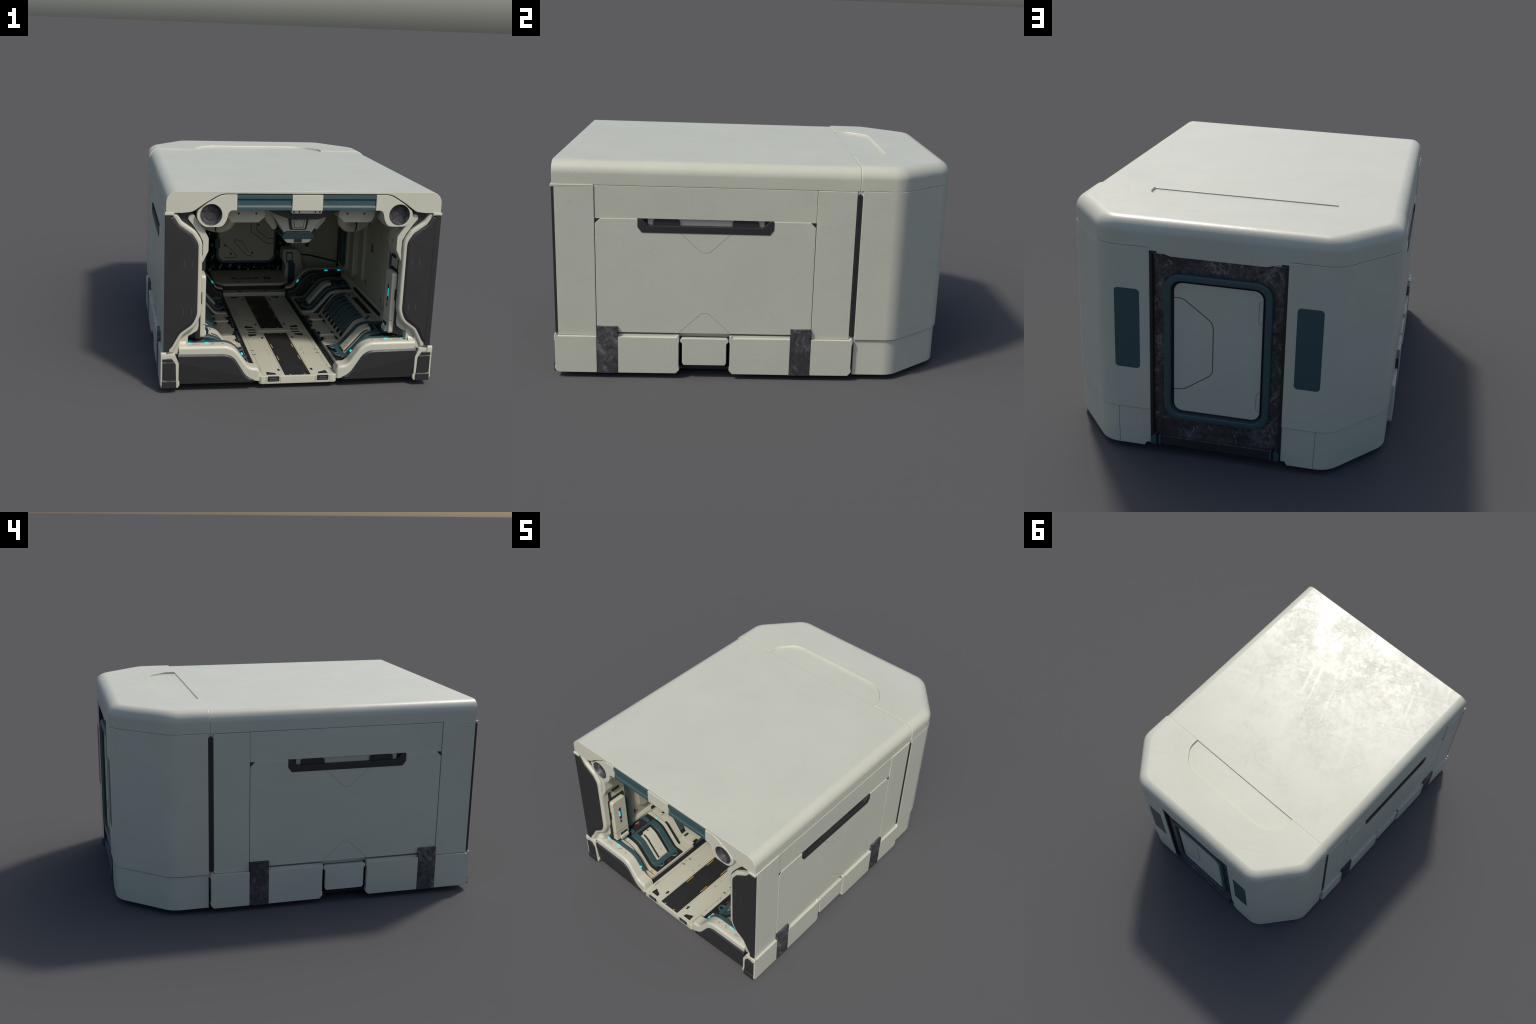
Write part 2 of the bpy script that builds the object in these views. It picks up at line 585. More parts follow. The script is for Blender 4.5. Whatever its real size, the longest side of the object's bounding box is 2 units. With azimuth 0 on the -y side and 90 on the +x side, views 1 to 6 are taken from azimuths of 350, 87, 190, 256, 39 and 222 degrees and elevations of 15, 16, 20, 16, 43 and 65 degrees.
ring_frame("door_frame", [(rr(0.0), 0.960), (rr(0.0), 0.976), (rr(0.002), 0.983), (rr(0.008), 0.9865), (rr(0.025), 0.9865), (rr(0.030), 0.984), (rr(0.032), 0.978), (rr(0.032), 0.95)], TEAL, door)
ring_frame("door_gasket", [(rr(0.032), 0.975), (rr(0.036), 0.9715), (rr(0.038), 0.968), (rr(0.041), 0.9715), (rr(0.045), 0.968), (rr(0.047), 0.95)], RUBBER, door)
leaf = prism("door_leaf", box2(-0.2, 0.2225, 0.2, 0.846, 0.042, 8), "y", 0.945, 0.969, CREAM, door, bev=0.004)
YL = 0.9694
def line_y(path, y, w=0.0028, parent=TOP, mat=RUBBER, r=0.03):
    return prism("groove", ribbon(open_round(path, r, 6), w), "y", y - 0.004, y + 0.0004, mat, parent, bev=0)
line_y([(0.2, 0.7715), (0.155, 0.770), (0.020, 0.668), (0.020, 0.424), (0.150, 0.334), (0.2, 0.332)], YL, 0.003, leaf, RUBBER, 0.05)
for z0, z1 in ((0.685, 0.801), (0.264, 0.370)):
    line_y([(-0.2, z1), (-0.177, z1 - 0.014), (-0.177, z0 + 0.014), (-0.2, z0)], YL, 0.0018, leaf, LINE, 0.012)
for s in (1, -1):
    jamb = rnd([(0.2985, 0.08), (0.285, 0.08), (0.285, 0.968), (0.268, 0.968), (0.268, 0.979), (0.2985, 0.979)], 0)
    prism("door_jamb", flip(jamb, s), "y", 0.94, 0.986, RUBBER, door, bev=0.001)
# lintel: lid lip dipping over the doorway
lintel = open_round([(0.30, 0.978), (0.262, 0.977), (0.205, 0.960), (-0.205, 0.960), (-0.262, 0.977), (-0.30, 0.978)], 0.05, 6)
prism("door_lintel", lintel + [(-0.30, 0.994), (0.30, 0.994)], "y", 0.94, 0.9883, CREAM, lid, bev=0.002)
# sill with teal brackets
block("door_sill", -0.296, 0.296, 0.93, 0.985, 0.046, 0.089, DARK, door, bev=0.0015)
block("sill_edge", -0.262, 0.262, 0.955, 0.9868, 0.088, 0.0915, STEEL, door, bev=0.0008)
for s in (1, -1):
    prism("sill_bracket", flip([(0.270, 0.048), (0.292, 0.052), (0.294, 0.078), (0.284, 0.094), (0.270, 0.096)], s), "y", 0.95, 1.0, TEAL, door, bev=0.002)
    block("sill_bracket", 0.250 * s, 0.260 * s, 0.95, 0.993, 0.048, 0.096, TEAL, door, bev=0.002)

# ================================================================== SIDE WALLS
WALL = 0.7435
def side_wall(s):
    X = lambda v: v * s
    wall = block("side_wall", X(0.61), X(0.716), -0.95, 0.505, 0.21, 1.0, CREAM, bev=0.002)
    def slab(name, pts, x, mat, parent=wall, depth=0.03, bev=0.003, **kw):
        return prism(name, pts, "x", min(X(x - depth), X(x)), max(X(x - depth), X(x)), mat, parent, bev, **kw)
    # corner posts and header
    for a, b in ((-0.9745, -0.7855), (0.2925, 0.4845)):
        slab("corner_post", [(a, 0.2225), (b, 0.2225), (b, 0.987), (a, 0.987)], WALL, CREAM, bev=0.0025)
    # rolled lip along the top of the post, where the roof sits back
    for a, b in ((-0.992, -0.7885), ):
        slab("post_lip", rnd([(a, 0.976), (b, 0.984), (b, 0.990), (a, 0.990)], 0.0), WALL + 0.0008, CREAM, depth=0.05, bev=0.003)
    hx = lambda d: YC + d
    slab("header_panel", [(-0.784, 0.78), (hx(-0.332), 0.78), (hx(-0.332), 0.8285), (hx(0.332), 0.8285), (hx(0.332), 0.78), (0.291, 0.78), (0.291, 0.987), (-0.784, 0.987)], WALL - 0.004, CREAM, bev=0.002)
    # ribbon lights (dark vertical strips with pointed ends)
    for yc in (0.4978, -0.9915):
        slab("edge_strip", [(yc - 0.0125, 0.242), (yc, 0.229), (yc + 0.0125, 0.242), (yc + 0.0125, 0.965), (yc, 0.978), (yc - 0.0125, 0.965)] if yc > 0 else
             [(-0.988, 0.232), (-0.981, 0.232), (-0.975, 0.244), (-0.975, 0.962), (-0.981, 0.974), (-0.988, 0.974)], WALL - 0.002, DARK, bev=0.002)
        if yc > 0:
            slab("strip_seam", [(yc - 0.0012, 0.24), (yc + 0.0012, 0.24), (yc + 0.0012, 0.966), (yc - 0.0012, 0.966)], WALL - 0.0014, RUBBER, depth=0.01, bev=0)
    slab("joint_cover", [(0.47, 0.20), (0.525, 0.20), (0.525, 0.99), (0.47, 0.99)], WALL - 0.009, CREAM, bev=0.001)
    # hatch
    H = lambda d: YC + d
    w = 0.5365
    hatch_pts = [(H(-w), 0.241), (H(w), 0.241), (H(w), 0.801), (H(w) - 0.027, 0.8275), (H(0.3305), 0.8275), (H(0.3305), 0.784),
                 (H(-0.3305), 0.784), (H(-0.3305), 0.8275), (H(-w) + 0.027, 0.8275), (H(-w), 0.801)]
    hatch = slab("side_hatch", hatch_pts, WALL, CREAM, bev=0.003)
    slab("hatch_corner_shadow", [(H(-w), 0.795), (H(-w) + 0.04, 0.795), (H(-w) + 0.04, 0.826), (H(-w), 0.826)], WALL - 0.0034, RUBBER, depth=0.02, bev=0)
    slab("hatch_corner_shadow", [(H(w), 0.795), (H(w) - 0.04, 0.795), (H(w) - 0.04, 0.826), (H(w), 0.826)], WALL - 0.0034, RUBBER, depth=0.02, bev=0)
    # grab handle
    hp = [(-0.3305, 0.8265), (-0.3305, 0.786), (-0.312, 0.7605), (0.312, 0.7605), (0.3305, 0.786), (0.3305, 0.8265), (0.307, 0.8265), (0.278, 0.795), (-0.278, 0.795), (-0.307, 0.8265)]
    slab("grab_handle", [(H(a), b) for a, b in hp], WALL + 0.0025, DARK, hatch, 0.03, bev=0.0018)
    slab("handle_recess", [(H(-0.30), 0.79), (H(0.30), 0.79), (H(0.30), 0.826), (H(-0.30), 0.826)], WALL - 0.0215, CREAM, hatch, 0.012, bev=0)
    for a in (-0.30, 0.284):
        slab("recess_end", [(H(a), 0.785), (H(a + 0.016), 0.785), (H(a + 0.016), 0.8258), (H(a), 0.8258)], WALL - 0.0190, RUBBER, hatch, 0.012, bev=0)
    for c in (-0.193, 0.193):
        slab("handle_pad", [(H(c - 0.065), 0.79), (H(c + 0.065), 0.79), (H(c + 0.065), 0.817), (H(c + 0.054), 0.825), (H(c - 0.054), 0.825), (H(c - 0.065), 0.817)], WALL - 0.0120, DARK, hatch, 0.02, bev=0.001)
    # V-shaped panel joints
    for path in ([(H(-0.1205), 0.759), (H(-0.018), 0.6635), (H(0.018), 0.6635), (H(0.1205), 0.759)],
                 [(H(-0.131), 0.2415), (H(-0.018), 0.3485), (H(0.018), 0.3485), (H(0.131), 0.2415)]):
        slab("groove", ribbon(open_round(path, 0.022, 6), 0.0015), WALL + 0.0003, LINE, hatch, 0.004, bev=0)
    # bumper skirt along the foot
    B = 0.757
    slab("skirt_core", [(-0.97, 0.035), (-0.375, 0.035), (-0.355, 0.06), (-0.137, 0.06), (-0.117, 0.035), (0.495, 0.035), (0.495, 0.215), (-0.97, 0.215)], 0.735, RUBBER, depth=0.08, bev=0.002)
    slab("skirt_channel", [(H(-w), 0.206), (H(-0.127), 0.206), (H(-0.127), 0.231), (H(-w), 0.231)], 0.741, CREAM, depth=0.02, bev=0.001)
    slab("skirt_channel", [(H(w), 0.206), (H(0.127), 0.206), (H(0.127), 0.231), (H(w), 0.231)], 0.741, CREAM, depth=0.02, bev=0.001)
    slab("skirt_gap_plate", [(H(-0.127), 0.15), (H(0.127), 0.15), (H(0.127), 0.238), (H(-0.127), 0.238)], 0.712, TEAL, depth=0.02, bev=0.001)
    end = lambda y, d: [(y - 0.011 * d, 0.2325), (y - 0.004 * d, 0.2325), (y, 0.221), (y, 0.199), (y - 0.003 * d, 0.193), (y - 0.003 * d, 0.066), (y, 0.062), (y, 0.045), (y - 0.017 * d, 0.0265)]
    def skirt(y0, y1, e0, e1):
        pts = []
        pts += ([(y0, 0.0265), (y0, 0.2215)] if not e0 else end(y0, -1)[::-1] + [(y0 + 0.017, 0.2215)])
        pts += ([(y1, 0.2215), (y1, 0.0265)] if not e1 else [(y1 - 0.017, 0.2215)] + end(y1, 1))
        return slab("skirt_panel", pts, B, CREAM, depth=0.03, bev=0.0035, seg=2)
    skirt(-0.9945, H(-w) - 0.0015, True, False)
    skirt(H(-0.433), H(-0.1255), False, True)
    skirt(H(0.1255), H(0.433), True, False)
    skirt(H(w) + 0.0015, 0.5045, False, True)
    c = [(0.112, 0.2165), (0.122, 0.208), (0.122, 0.199), (0.1115, 0.188), (0.1115, 0.086), (0.1045, 0.0725)]
    slab("step_block", [(H(-a), b) for a, b in c[::-1]] + [(H(a), b) for a, b in c][0:0] + [(H(-0.112), 0.2165)][0:0] + [(H(a), b) for a, b in c], B - 0.003, CREAM, depth=0.03, bev=0.0035)
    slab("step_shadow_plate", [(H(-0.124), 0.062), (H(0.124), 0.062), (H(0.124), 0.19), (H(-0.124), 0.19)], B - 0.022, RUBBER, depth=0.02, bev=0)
    # scuffed hinges
    for c in (-0.4845, 0.4845):
        slab("hatch_hinge", [(H(c - 0.052), 0.0255), (H(c + 0.052), 0.0255), (H(c + 0.052), 0.2745), (H(c - 0.052), 0.2745)], B + 0.0008, METAL, depth=0.035, bev=0.0018)
    return wall


for s in (1, -1):
    side_wall(s)

# ================================================================== FRONT FACE
# ---- beam with the two eye lugs
beam = prism("front_beam", box2(-0.40, 1.002, 0.40, 1.085), "y", -0.968, -0.93, DARK, bev=0.002)
for s in (1, -1):
    lug = rnd([(0.372, 1.0845, 0.002), (0.452, 1.0845, 0.10), (0.530, 1.037, 0.15), (0.5785, 0.995, 0.03), (0.5785, 0.958, 0.04), (0.545, 0.914, 0.05),
               (0.445, 0.914, 0.05), (0.424, 0.950, 0.05), (0.412, 1.0015, 0.03), (0.372, 1.0015, 0.002)], 0, 7)
    ob = prism("eye_lug", flip(lug, s), "y", -0.9885, -0.92, CREAM, beam, bev=0.004)
    c = (0.505 * s, 0.979)
    cutter = prism("cutter", disc2(*c, 0.0575, 56), "y", -1.1, -0.94, CREAM, bev=0)
    cut(ob, cutter)
    lathe("eye_socket", [(0.0572, -0.9872), (0.0555, -0.9878), (0.054, -0.985), (0.0435, -0.957), (0.041, -0.9555), (0.0, -0.9565)], c, METAL, ob)
    # teal rail sections
    t = [(-0.9885, 1.0835), (-0.9885, 1.062), (-0.981, 1.058), (-0.981, 1.026), (-0.988, 1.0195), (-0.988, 1.002), (-0.93, 1.002), (-0.93, 1.0835)]
    a, b = sorted((0.0825 * s, 0.3715 * s))
    prism("teal_rail", t, "x", a, b, TEAL, beam, bev=0.002)
prism("beam_plate", box2(-0.082, 1.001, 0.082, 1.084), "y", -0.989, -0.93, CREAM, beam, bev=0.002)
plate = prism("beam_tab", rnd([(-0.088, 0.999), (0.088, 0.999), (0.078, 0.984), (-0.078, 0.984)], 0.004), "y", -0.978, -0.92, INNER, beam, bev=0.002)
for x in (-0.07, -0.04, 0.045, 0.07):
    prism("tab_bolt", disc2(x, 0.992, 0.0048, 12), "y", -0.9795, -0.97, INK, plate, bev=0.0008)

# ---- pillars beside the opening
S_DARK = [(0.741, 0.972), (0.697, 0.972, 0.02), (0.668, 0.926, 0.06), (0.597, 0.876, 0.06), (0.565, 0.825, 0.07), (0.565, 0.44, 0.10), (0.585, 0.385, 0.10), (0.655, 0.335, 0.08), (0.694, 0.262, 0.05), (0.722, 0.232, 0.02), (0.741, 0.232)]
def pillar(s):
    curve = open_round(S_DARK, 0.05, 8)
    first, last = curve[0], curve[-1]
    sym = lambda pts: flip(pts, s)
    dk = soft_plate("pillar_shell", curve, [], -0.9865, -0.95, 0.020, 0.010, DARK, s=s)
    for x, zs in ((0.598, (0.70, 0.735)), (0.64, (0.70, 0.735)), (0.598, (0.44, 0.475)), (0.64, (0.44, 0.475))):
        prism("shell_slit", sym(box2(x - 0.0012, zs[0], x + 0.0012, zs[1])), "y", -0.98, -0.9869, STEEL, dk, bev=0)
    o1 = offset_open(curve, -0.021)
    rim = [(0.738, 0.990), (0.70, 0.990)] + [p for p in o1 if 0.30 < p[1] < 0.985 and p[0] < 0.70] + [(0.674, 0.255), (0.688, 0.222), (0.738, 0.222)]
    soft_plate("pillar_rim", rim, [], -0.978, -0.925, 0.013, 0.016, INNER, s=s)
    o2 = offset_open(curve, -0.0185)
    gap = [(0.735, 0.992)] + [p for p in o2 if 0.40 < p[1] < 0.98] + [(0.735, 0.40)]
    prism("pillar_seal", sym(gap), "y", -0.952, -0.90, RUBBER, bev=0.002)
    back = [(0.735, 0.985), (0.590, 0.985), (0.590, 0.955), (0.584, 0.926), (0.550, 0.868), (0.531, 0.83), (0.531, 0.76), (0.546, 0.712), (0.735, 0.70)]
    prism("pillar_backing", sym(rnd(back, 0.01)), "y", -0.957, -0.93, DARK, bev=0.001)
    # inner liner, a second S further in
    o3 = [(0.60, 0.99), (0.60, 0.955), (0.565, 0.915), (0.53, 0.86), (0.52, 0.80), (0.5405, 0.722), (0.552, 0.700), (0.552, 0.36), (0.556, 0.335), (0.595, 0.31), (0.62, 0.30), (0.62, 0.99)]
    prism("pillar_liner", sym(rnd(o3, 0.03, 5)), "y", -0.938, -0.785, INNER, bev=0.006)
    o4 = [(0.628, 0.958), (0.60, 0.926), (0.560, 0.868), (0.541, 0.83), (0.541, 0.76), (0.556, 0.722), (0.542, 0.716), (0.512, 0.78), (0.512, 0.85), (0.56, 0.93), (0.60, 0.985)]
    prism("liner_fin", sym(rnd(o4, 0.02, 4)), "y", -0.962, -0.90, INNER, bev=0.004)
    # upper equipment box with a warning sign
    ub = prism("upper_box", sym(rnd([(0.60, 0.90), (0.527, 0.90), (0.520, 0.86), (0.522, 0.775), (0.535, 0.735), (0.60, 0.735)], 0.012)), "y", -0.90, -0.83, INNER, bev=0.006)
    prism("box_latch", sym(box2(0.530, 0.714, 0.56, 0.730)), "y", -0.895, -0.84, INK, ub, bev=0.002)
    tri = [(-0.878, 0.80), (-0.852, 0.80), (-0.865, 0.822)]
    prism("warning_sign", tri, "x", min(0.519 * s, 0.5300 * s), max(0.519 * s, 0.53 * s), YELLOW, ub, bev=0)
    # dark band round the lower box, then the box with its screen
    prism("box_seal", [(-0.936, 0.285), (-0.80, 0.30), (-0.80, 0.648), (-0.936, 0.648)], "x", min(0.542 * s, 0.57 * s), max(0.542 * s, 0.57 * s), RUBBER, bev=0.006)
    lb = prism("screen_box", rnd([(-0.924, 0.282), (-0.812, 0.30), (-0.812, 0.636), (-0.924, 0.636)], 0.018), "x", min(0.515 * s, 0.565 * s), max(0.515 * s, 0.565 * s), INNER, bev=0.008, seg=3)
    def tag(name, y0, z0, y1, z1, mat, x=0.5143):
        prism(name, box2(y0, z0, y1, z1), "x", min(x * s, 0.53 * s), max(x * s, 0.53 * s), mat, lb, bev=0)
    tag("box_screen", -0.878, 0.46, -0.860, 0.56, NAVY)
    tag("screen_glow", -0.879, 0.49, -0.869, 0.535, CYAN, 0.5137)
    tag("box_label", -0.876, 0.43, -0.862, 0.45, INK)
    tag("box_joint", -0.925, 0.362, -0.812, 0.3645, LINE)
    tag("box_handle_slot", -0.885, 0.318, -0.828, 0.338, INK)
    tag("box_status", -0.884, 0.312, -0.878, 0.316, CYAN, 0.5137)
    tag("box_status", -0.842, 0.312, -0.834, 0.316, CYAN, 0.5137)
    prism("box_handle", box2(-0.89, 0.285, -0.824, 0.311, 0.006), "x", min(0.505 * s, 0.535 * s), max(0.505 * s, 0.535 * s), INNER, lb, bev=0.003)
    prism("box_side_grip", sym(box2(0.535, 0.48, 0.552, 0.545, 0.003)), "y", -0.929, -0.92, RUBBER, lb, bev=0.001)
    # teal pipe down the wall behind
    prism("wall_pipe", sym(box2(0.548, 0.29, 0.60, 0.99, 0.004)), "y", -0.782, -0.752, TEAL, bev=0.008, seg=3)


for s in (1, -1):
    pillar(s)

# ---- lower blocks, the S-shaped shoulders either side of the walkway
SHOULDER = [(0.226, 0.121), (0.276, 0.127, 0.10), (0.366, 0.2555, 0.11), (0.658, 0.2565)]
def shoulder(d=0.0, x0=None, x1=None):
    """the bench profile, lifted by d along its normal"""
    p = offset_open(open_round(SHOULDER, 0.06, 8), d)
    return p


def lower_block(s):
    sym = lambda pts: flip(pts, s)
    top = shoulder()
    rim = [(0.214, 0.050), (0.214, 0.104)] + top + [(0.658, 0.05)]
    rb = soft_plate("sill_rim", rim[:-1], [(0.658, 0.16)], -0.979, -0.905, -0.016, 0.016, INNER, s=s, steps=5)
    dk = open_round([(0.238, 0.046), (0.238, 0.066, 0.008), (0.284, 0.088, 0.09), (0.368, 0.222, 0.10), (0.664, 0.2265)], 0, 7)
    bm = soft_plate("sill_shell", dk, [(0.664, 0.046)], -0.9875, -0.95, -0.021, 0.017, DARK, s=s, steps=1, round_=False, build_only=True)
    # the lower half of the face folds back below a slanting crease
    a, b = Vector((0.27 * s, 0, 0.075)), Vector((0.66 * s, 0, 0.168))
    nrm = Vector((-(b.z - a.z), 0, (b.x - a.x))) * s
    nrm.normalize()
    bmesh.ops.bisect_plane(bm, geom=bm.verts[:] + bm.edges[:] + bm.faces[:], plane_co=a, plane_no=nrm)
    for v in bm.verts:
        t = -(v.co - a).dot(nrm)
        if t > 1e-5 and v.co.y < -0.97:
            v.co.y += t * 0.09
    finish("sill_shell", bm, DARK, rb, sharp=2.5, weighted=False)
    # teal rail and lights along the inner edge
    rail = offset_open(open_round(SHOULDER, 0.06, 7), 0.001)
    rail = clip(rail, 0.292, 0.655)
    prism("teal_rail", sym(band(rail, -0.03, 0.004)), "y", -0.915, -0.888, TEAL, rb, bev=0.004)
    for x in (0.60, 0.505):
        block("status_light", (x - 0.010) * s, (x + 0.010) * s, -0.922, -0.9155, 0.25, 0.2578, CYAN, rb, bev=0)
    prism("status_light", sym(ribbon([(0.3045, 0.181), (0.312, 0.191)], 0.008)), "y", -0.9162, -0.91, CYAN, rb, bev=0)
    block("rim_label", 0.545 * s, 0.585 * s, -0.952, -0.936, 0.25, 0.2574, LILAC, rb, bev=0)
    # small stop block at the outer end
    prism("stop_block", [(-0.965, 0.24), (-0.89, 0.24), (-0.89, 0.295), (-0.93, 0.295), (-0.952, 0.278), (-0.965, 0.262)], "x", min(0.62 * s, 0.66 * s), max(0.62 * s, 0.66 * s), INNER, rb, bev=0.003)
    many("rim_screw", INK, rb, [(box2((x - 0.003) * s, y - 0.002, (x + 0.003) * s, y + 0.002) if s > 0 else box2((x + 0.003) * s, y - 0.002, (x - 0.003) * s, y + 0.002), "z", 0.25, 0.2576)
                                for x, y in ((0.62, -0.945), (0.61, -0.93), (0.48, -0.943), (0.47, -0.932), (0.42, -0.94))])
    # foot
    foot = rnd([(0.7555, 0.219, 0.004), (0.682, 0.219, 0.012), (0.660, 0.168, 0.02), (0.660, 0.066), (0.655, 0.062), (0.655, 0.042), (0.664, 0.028), (0.750, 0.028), (0.7555, 0.036)], 0, 4)
    ft = prism("corner_foot", sym(foot), "y", -0.990, -0.93, INNER, bev=0.003)
    inset = rnd([(0.749, 0.198, 0.008), (0.698, 0.198, 0.010), (0.676, 0.165, 0.02), (0.672, 0.030), (0.749, 0.030)], 0, 4)
    for z0, z1, y in ((0.0265, 0.071, -1.0), (0.0725, 0.176, -0.9937), (0.1775, 0.2, -0.9945)):
        poly = [p for p in inset]
        bm = bmesh.new()
        solid(bm, sym(poly), "y", y, -0.95, 0.0, 1)
        for zc, up in ((z0, -1), (z1, 1)):
            r = bmesh.ops.bisect_plane(bm, geom=bm.verts[:] + bm.edges[:] + bm.faces[:], plane_co=(0, 0, zc), plane_no=(0, 0, up), clear_outer=True)
            es = [e for e in r["geom_cut"] if isinstance(e, bmesh.types.BMEdge)]
            if es:
                bmesh.ops.holes_fill(bm, edges=es)
        es = [e for e in bm.edges if len(e.link_faces) == 2 and e.calc_face_angle() > 0.8 and max(v.co.y for v in e.verts) < -0.98]
        bmesh.ops.bevel(bm, geom=es, offset=0.003, segments=1, profile=0.5, affect="EDGES", clamp_overlap=True)
        finish("foot_pad", bm, DARK, ft)
    block("pillar_base", 0.655 * s, 0.735 * s, -0.966, -0.92, 0.19, 0.30, INNER, ft, bev=0.003)


for s in (1, -1):
    lower_block(s)

# ================================================================== FLOOR
def deck(name, inset, y0, z0, z1, mat, parent, bev):
    return prism(name, [(a, b) for a, b, _ in plan(inset, 0, y0=y0)], "z", z0, z1, mat, parent, bev=bev)


floor = deck("floor_deck", 0.04, -0.93, 0.03, 0.062, RUBBER, TOP, 0.004)
block("keel", -0.56, 0.56, -0.80, 0.86, 0.0, 0.031, RUBBER, floor, bev=0.01)
WZ = 0.0735
def walkway(y0, y1, front):
    pts = [(y0, 0.029), (y1, 0.029), (y1, WZ), (y0, WZ)]
    o = rnd([(-0.2185, y0 + 0.012), (-0.206, y0), (0.206, y0), (0.2185, y0 + 0.012), (0.2185, y1), (-0.2185, y1)], 0)
    w = prism("walkway_panel", o, "z", 0.0285, WZ, INNER, floor, bev=0.0045)
    z1 = WZ + 0.0006
    b0, b1 = (y0 + 0.012, y1 - 0.045) if front else (y0 + 0.045, y1 - 0.012)
    belt = prism("tread_belt", box2(-0.0725, b0, 0.0725, b1, 0.006), "z", WZ - 0.01, z1, DARK, w, bev=0)
    ym = (y0 + y1) / 2
    dash, dot, trap, ink, fine = [], [], [], [], []
    for x in (-0.0625, 0.0625):
        for dy in (-0.097, 0.097):
            dash.append((box2(x - 0.0024, ym + dy - 0.032, x + 0.0024, ym + dy + 0.032), "z", WZ - 0.005, z1 + 0.0005))
    for x in (-0.04, 0.04):
        for y in (b0 + 0.006, b1 - 0.006):
            dash.append((box2(x - 0.006, y - 0.003, x + 0.006, y + 0.003), "z", WZ - 0.005, z1 + 0.0005))
    many("yellow_dash", YELLOW, belt, dash)
    many("belt_seam", INK, belt, [(box2(x - 0.001, b0 + 0.02, x + 0.001, b1 - 0.02), "z", WZ - 0.005, z1 + 0.0003) for x in (-0.056, 0.056)])
    for sx in (1, -1):
        for sy, yy in ((1, b0 + 0.028), (-1, b1 - 0.028)):
            t = [(0.118 * sx, yy - 0.016 * sy), (0.173 * sx, yy - 0.016 * sy), (0.168 * sx, yy + 0.026 * sy), (0.122 * sx, yy + 0.004 * sy)]
            trap.append((t, "z", WZ - 0.005, z1))
            ink.append((box2(0.094 * sx - 0.006, yy + 0.05 * sy - 0.011, 0.094 * sx + 0.006, yy + 0.05 * sy + 0.011), "z", WZ - 0.005, z1))
            ink.append((box2(0.094 * sx - 0.0025, yy + 0.05 * sy - 0.016, 0.094 * sx + 0.0025, yy + 0.05 * sy + 0.016), "z", WZ - 0.004, z1 + 0.0002))
            dot.append((box2(0.152 * sx - 0.003, yy + 0.0 * sy - 0.003, 0.152 * sx + 0.003, yy + 0.0 * sy + 0.003), "z", WZ - 0.005, z1 + 0.0005))
            dot.append((box2(0.085 * sx - 0.002, yy + 0.052 * sy - 0.003, 0.085 * sx + 0.002, yy + 0.052 * sy + 0.003), "z", WZ - 0.005, z1 + 0.0005))
        fine.append((box2(sx * 0.1935 - 0.0006, y0 + 0.03, sx * 0.1935 + 0.0006, y1 - 0.02), "z", WZ - 0.005, z1))
        fine.append((box2(sx * 0.0795 - 0.0005, b0 + 0.04, sx * 0.0795 + 0.0005, b1 - 0.01), "z", WZ - 0.005, z1))
        for dy in (-0.03, 0.03):
            ink.append((box2(sx * 0.1935 - 0.010, ym + dy - 0.0015, sx * 0.1935 + 0.008, ym + dy + 0.0015), "z", WZ - 0.005, z1))
            ink.append((box2(sx * 0.184 - 0.0035, ym + dy - 0.004, sx * 0.184 + 0.0035, ym + dy + 0.006), "z", WZ - 0.0045, z1))
            ink.append((box2(sx * 0.103 - 0.002, ym + dy - 0.004, sx * 0.103 + 0.002, ym + dy + 0.004), "z", WZ - 0.005, z1))
        for k in range(6):
            yk = y0 + 0.06 + (y1 - y0 - 0.12) * random.random()
            ink.append((box2(sx * 0.200 - 0.002, yk - 0.003, sx * 0.200 + 0.002, yk + 0.003), "z", WZ - 0.005, z1))
    many("corner_plate", INK, w, trap)
    many("floor_marking", INK, w, ink)
    many("floor_seam", LINE, w, fine)
    many("red_dot", RED, w, dot)
    return w


w1 = walkway(-0.979, YC - 0.001, True)
w2 = walkway(YC + 0.001, 0.49, False)
# latches on the front edge
for s in (1, -1):
    la = prism("walkway_latch", box2(min(0.106 * s, 0.171 * s), 0.0435, max(0.106 * s, 0.171 * s), WZ - 0.001, 0.003), "y", -0.9802, -0.95, INK, w1, bev=0.0008)
    prism("latch_lip", box2(min(0.115 * s, 0.163 * s), 0.049, max(0.115 * s, 0.163 * s), 0.054, 0.001), "y", -0.984, -0.975, STEEL, la, bev=0.001)
    prism("latch_bar", box2(min(0.120 * s, 0.158 * s), 0.0595, max(0.120 * s, 0.158 * s), 0.0645, 0.001), "y", -0.983, -0.975, STEEL, la, bev=0.001)
    many("floor_seam", LINE, w1, [(box2(x * s - 0.0006, 0.03, x * s + 0.0006, WZ - 0.003), "y", -0.98, -0.9794) for x in (0.098, 0.180)])
    many("floor_mark_yellow", YELLOW, w1, [(box2(0.186 * s - 0.005, -0.966, 0.186 * s + 0.005, -0.960), "z", WZ - 0.004, WZ + 0.0006)])
    for yy in (YC - 0.022, YC + 0.022):
        block("lifting_slot", 0.112 * s, 0.165 * s, yy - 0.0085, yy + 0.0085, WZ - 0.01, WZ + 0.0012, INK, floor, bev=0.0008)
prism("joint_bar", box2(-0.10, YC - 0.007, 0.10, YC + 0.007, 0.003), "z", WZ - 0.01, WZ + 0.003, INNER, floor, bev=0.002)

# ================================================================== BENCHES (left and right of the walkway)
BAY = [(0.255, 0.093), (0.327, 0.095, 0.05), (0.437, 0.222, 0.06), (0.485, 0.2345, 0.05), (0.612, 0.236)]
SHELL = [(0.362, 0.090), (0.380, 0.118, 0.03), (0.447, 0.212, 0.07), (0.50, 0.230), (0.612, 0.232)]


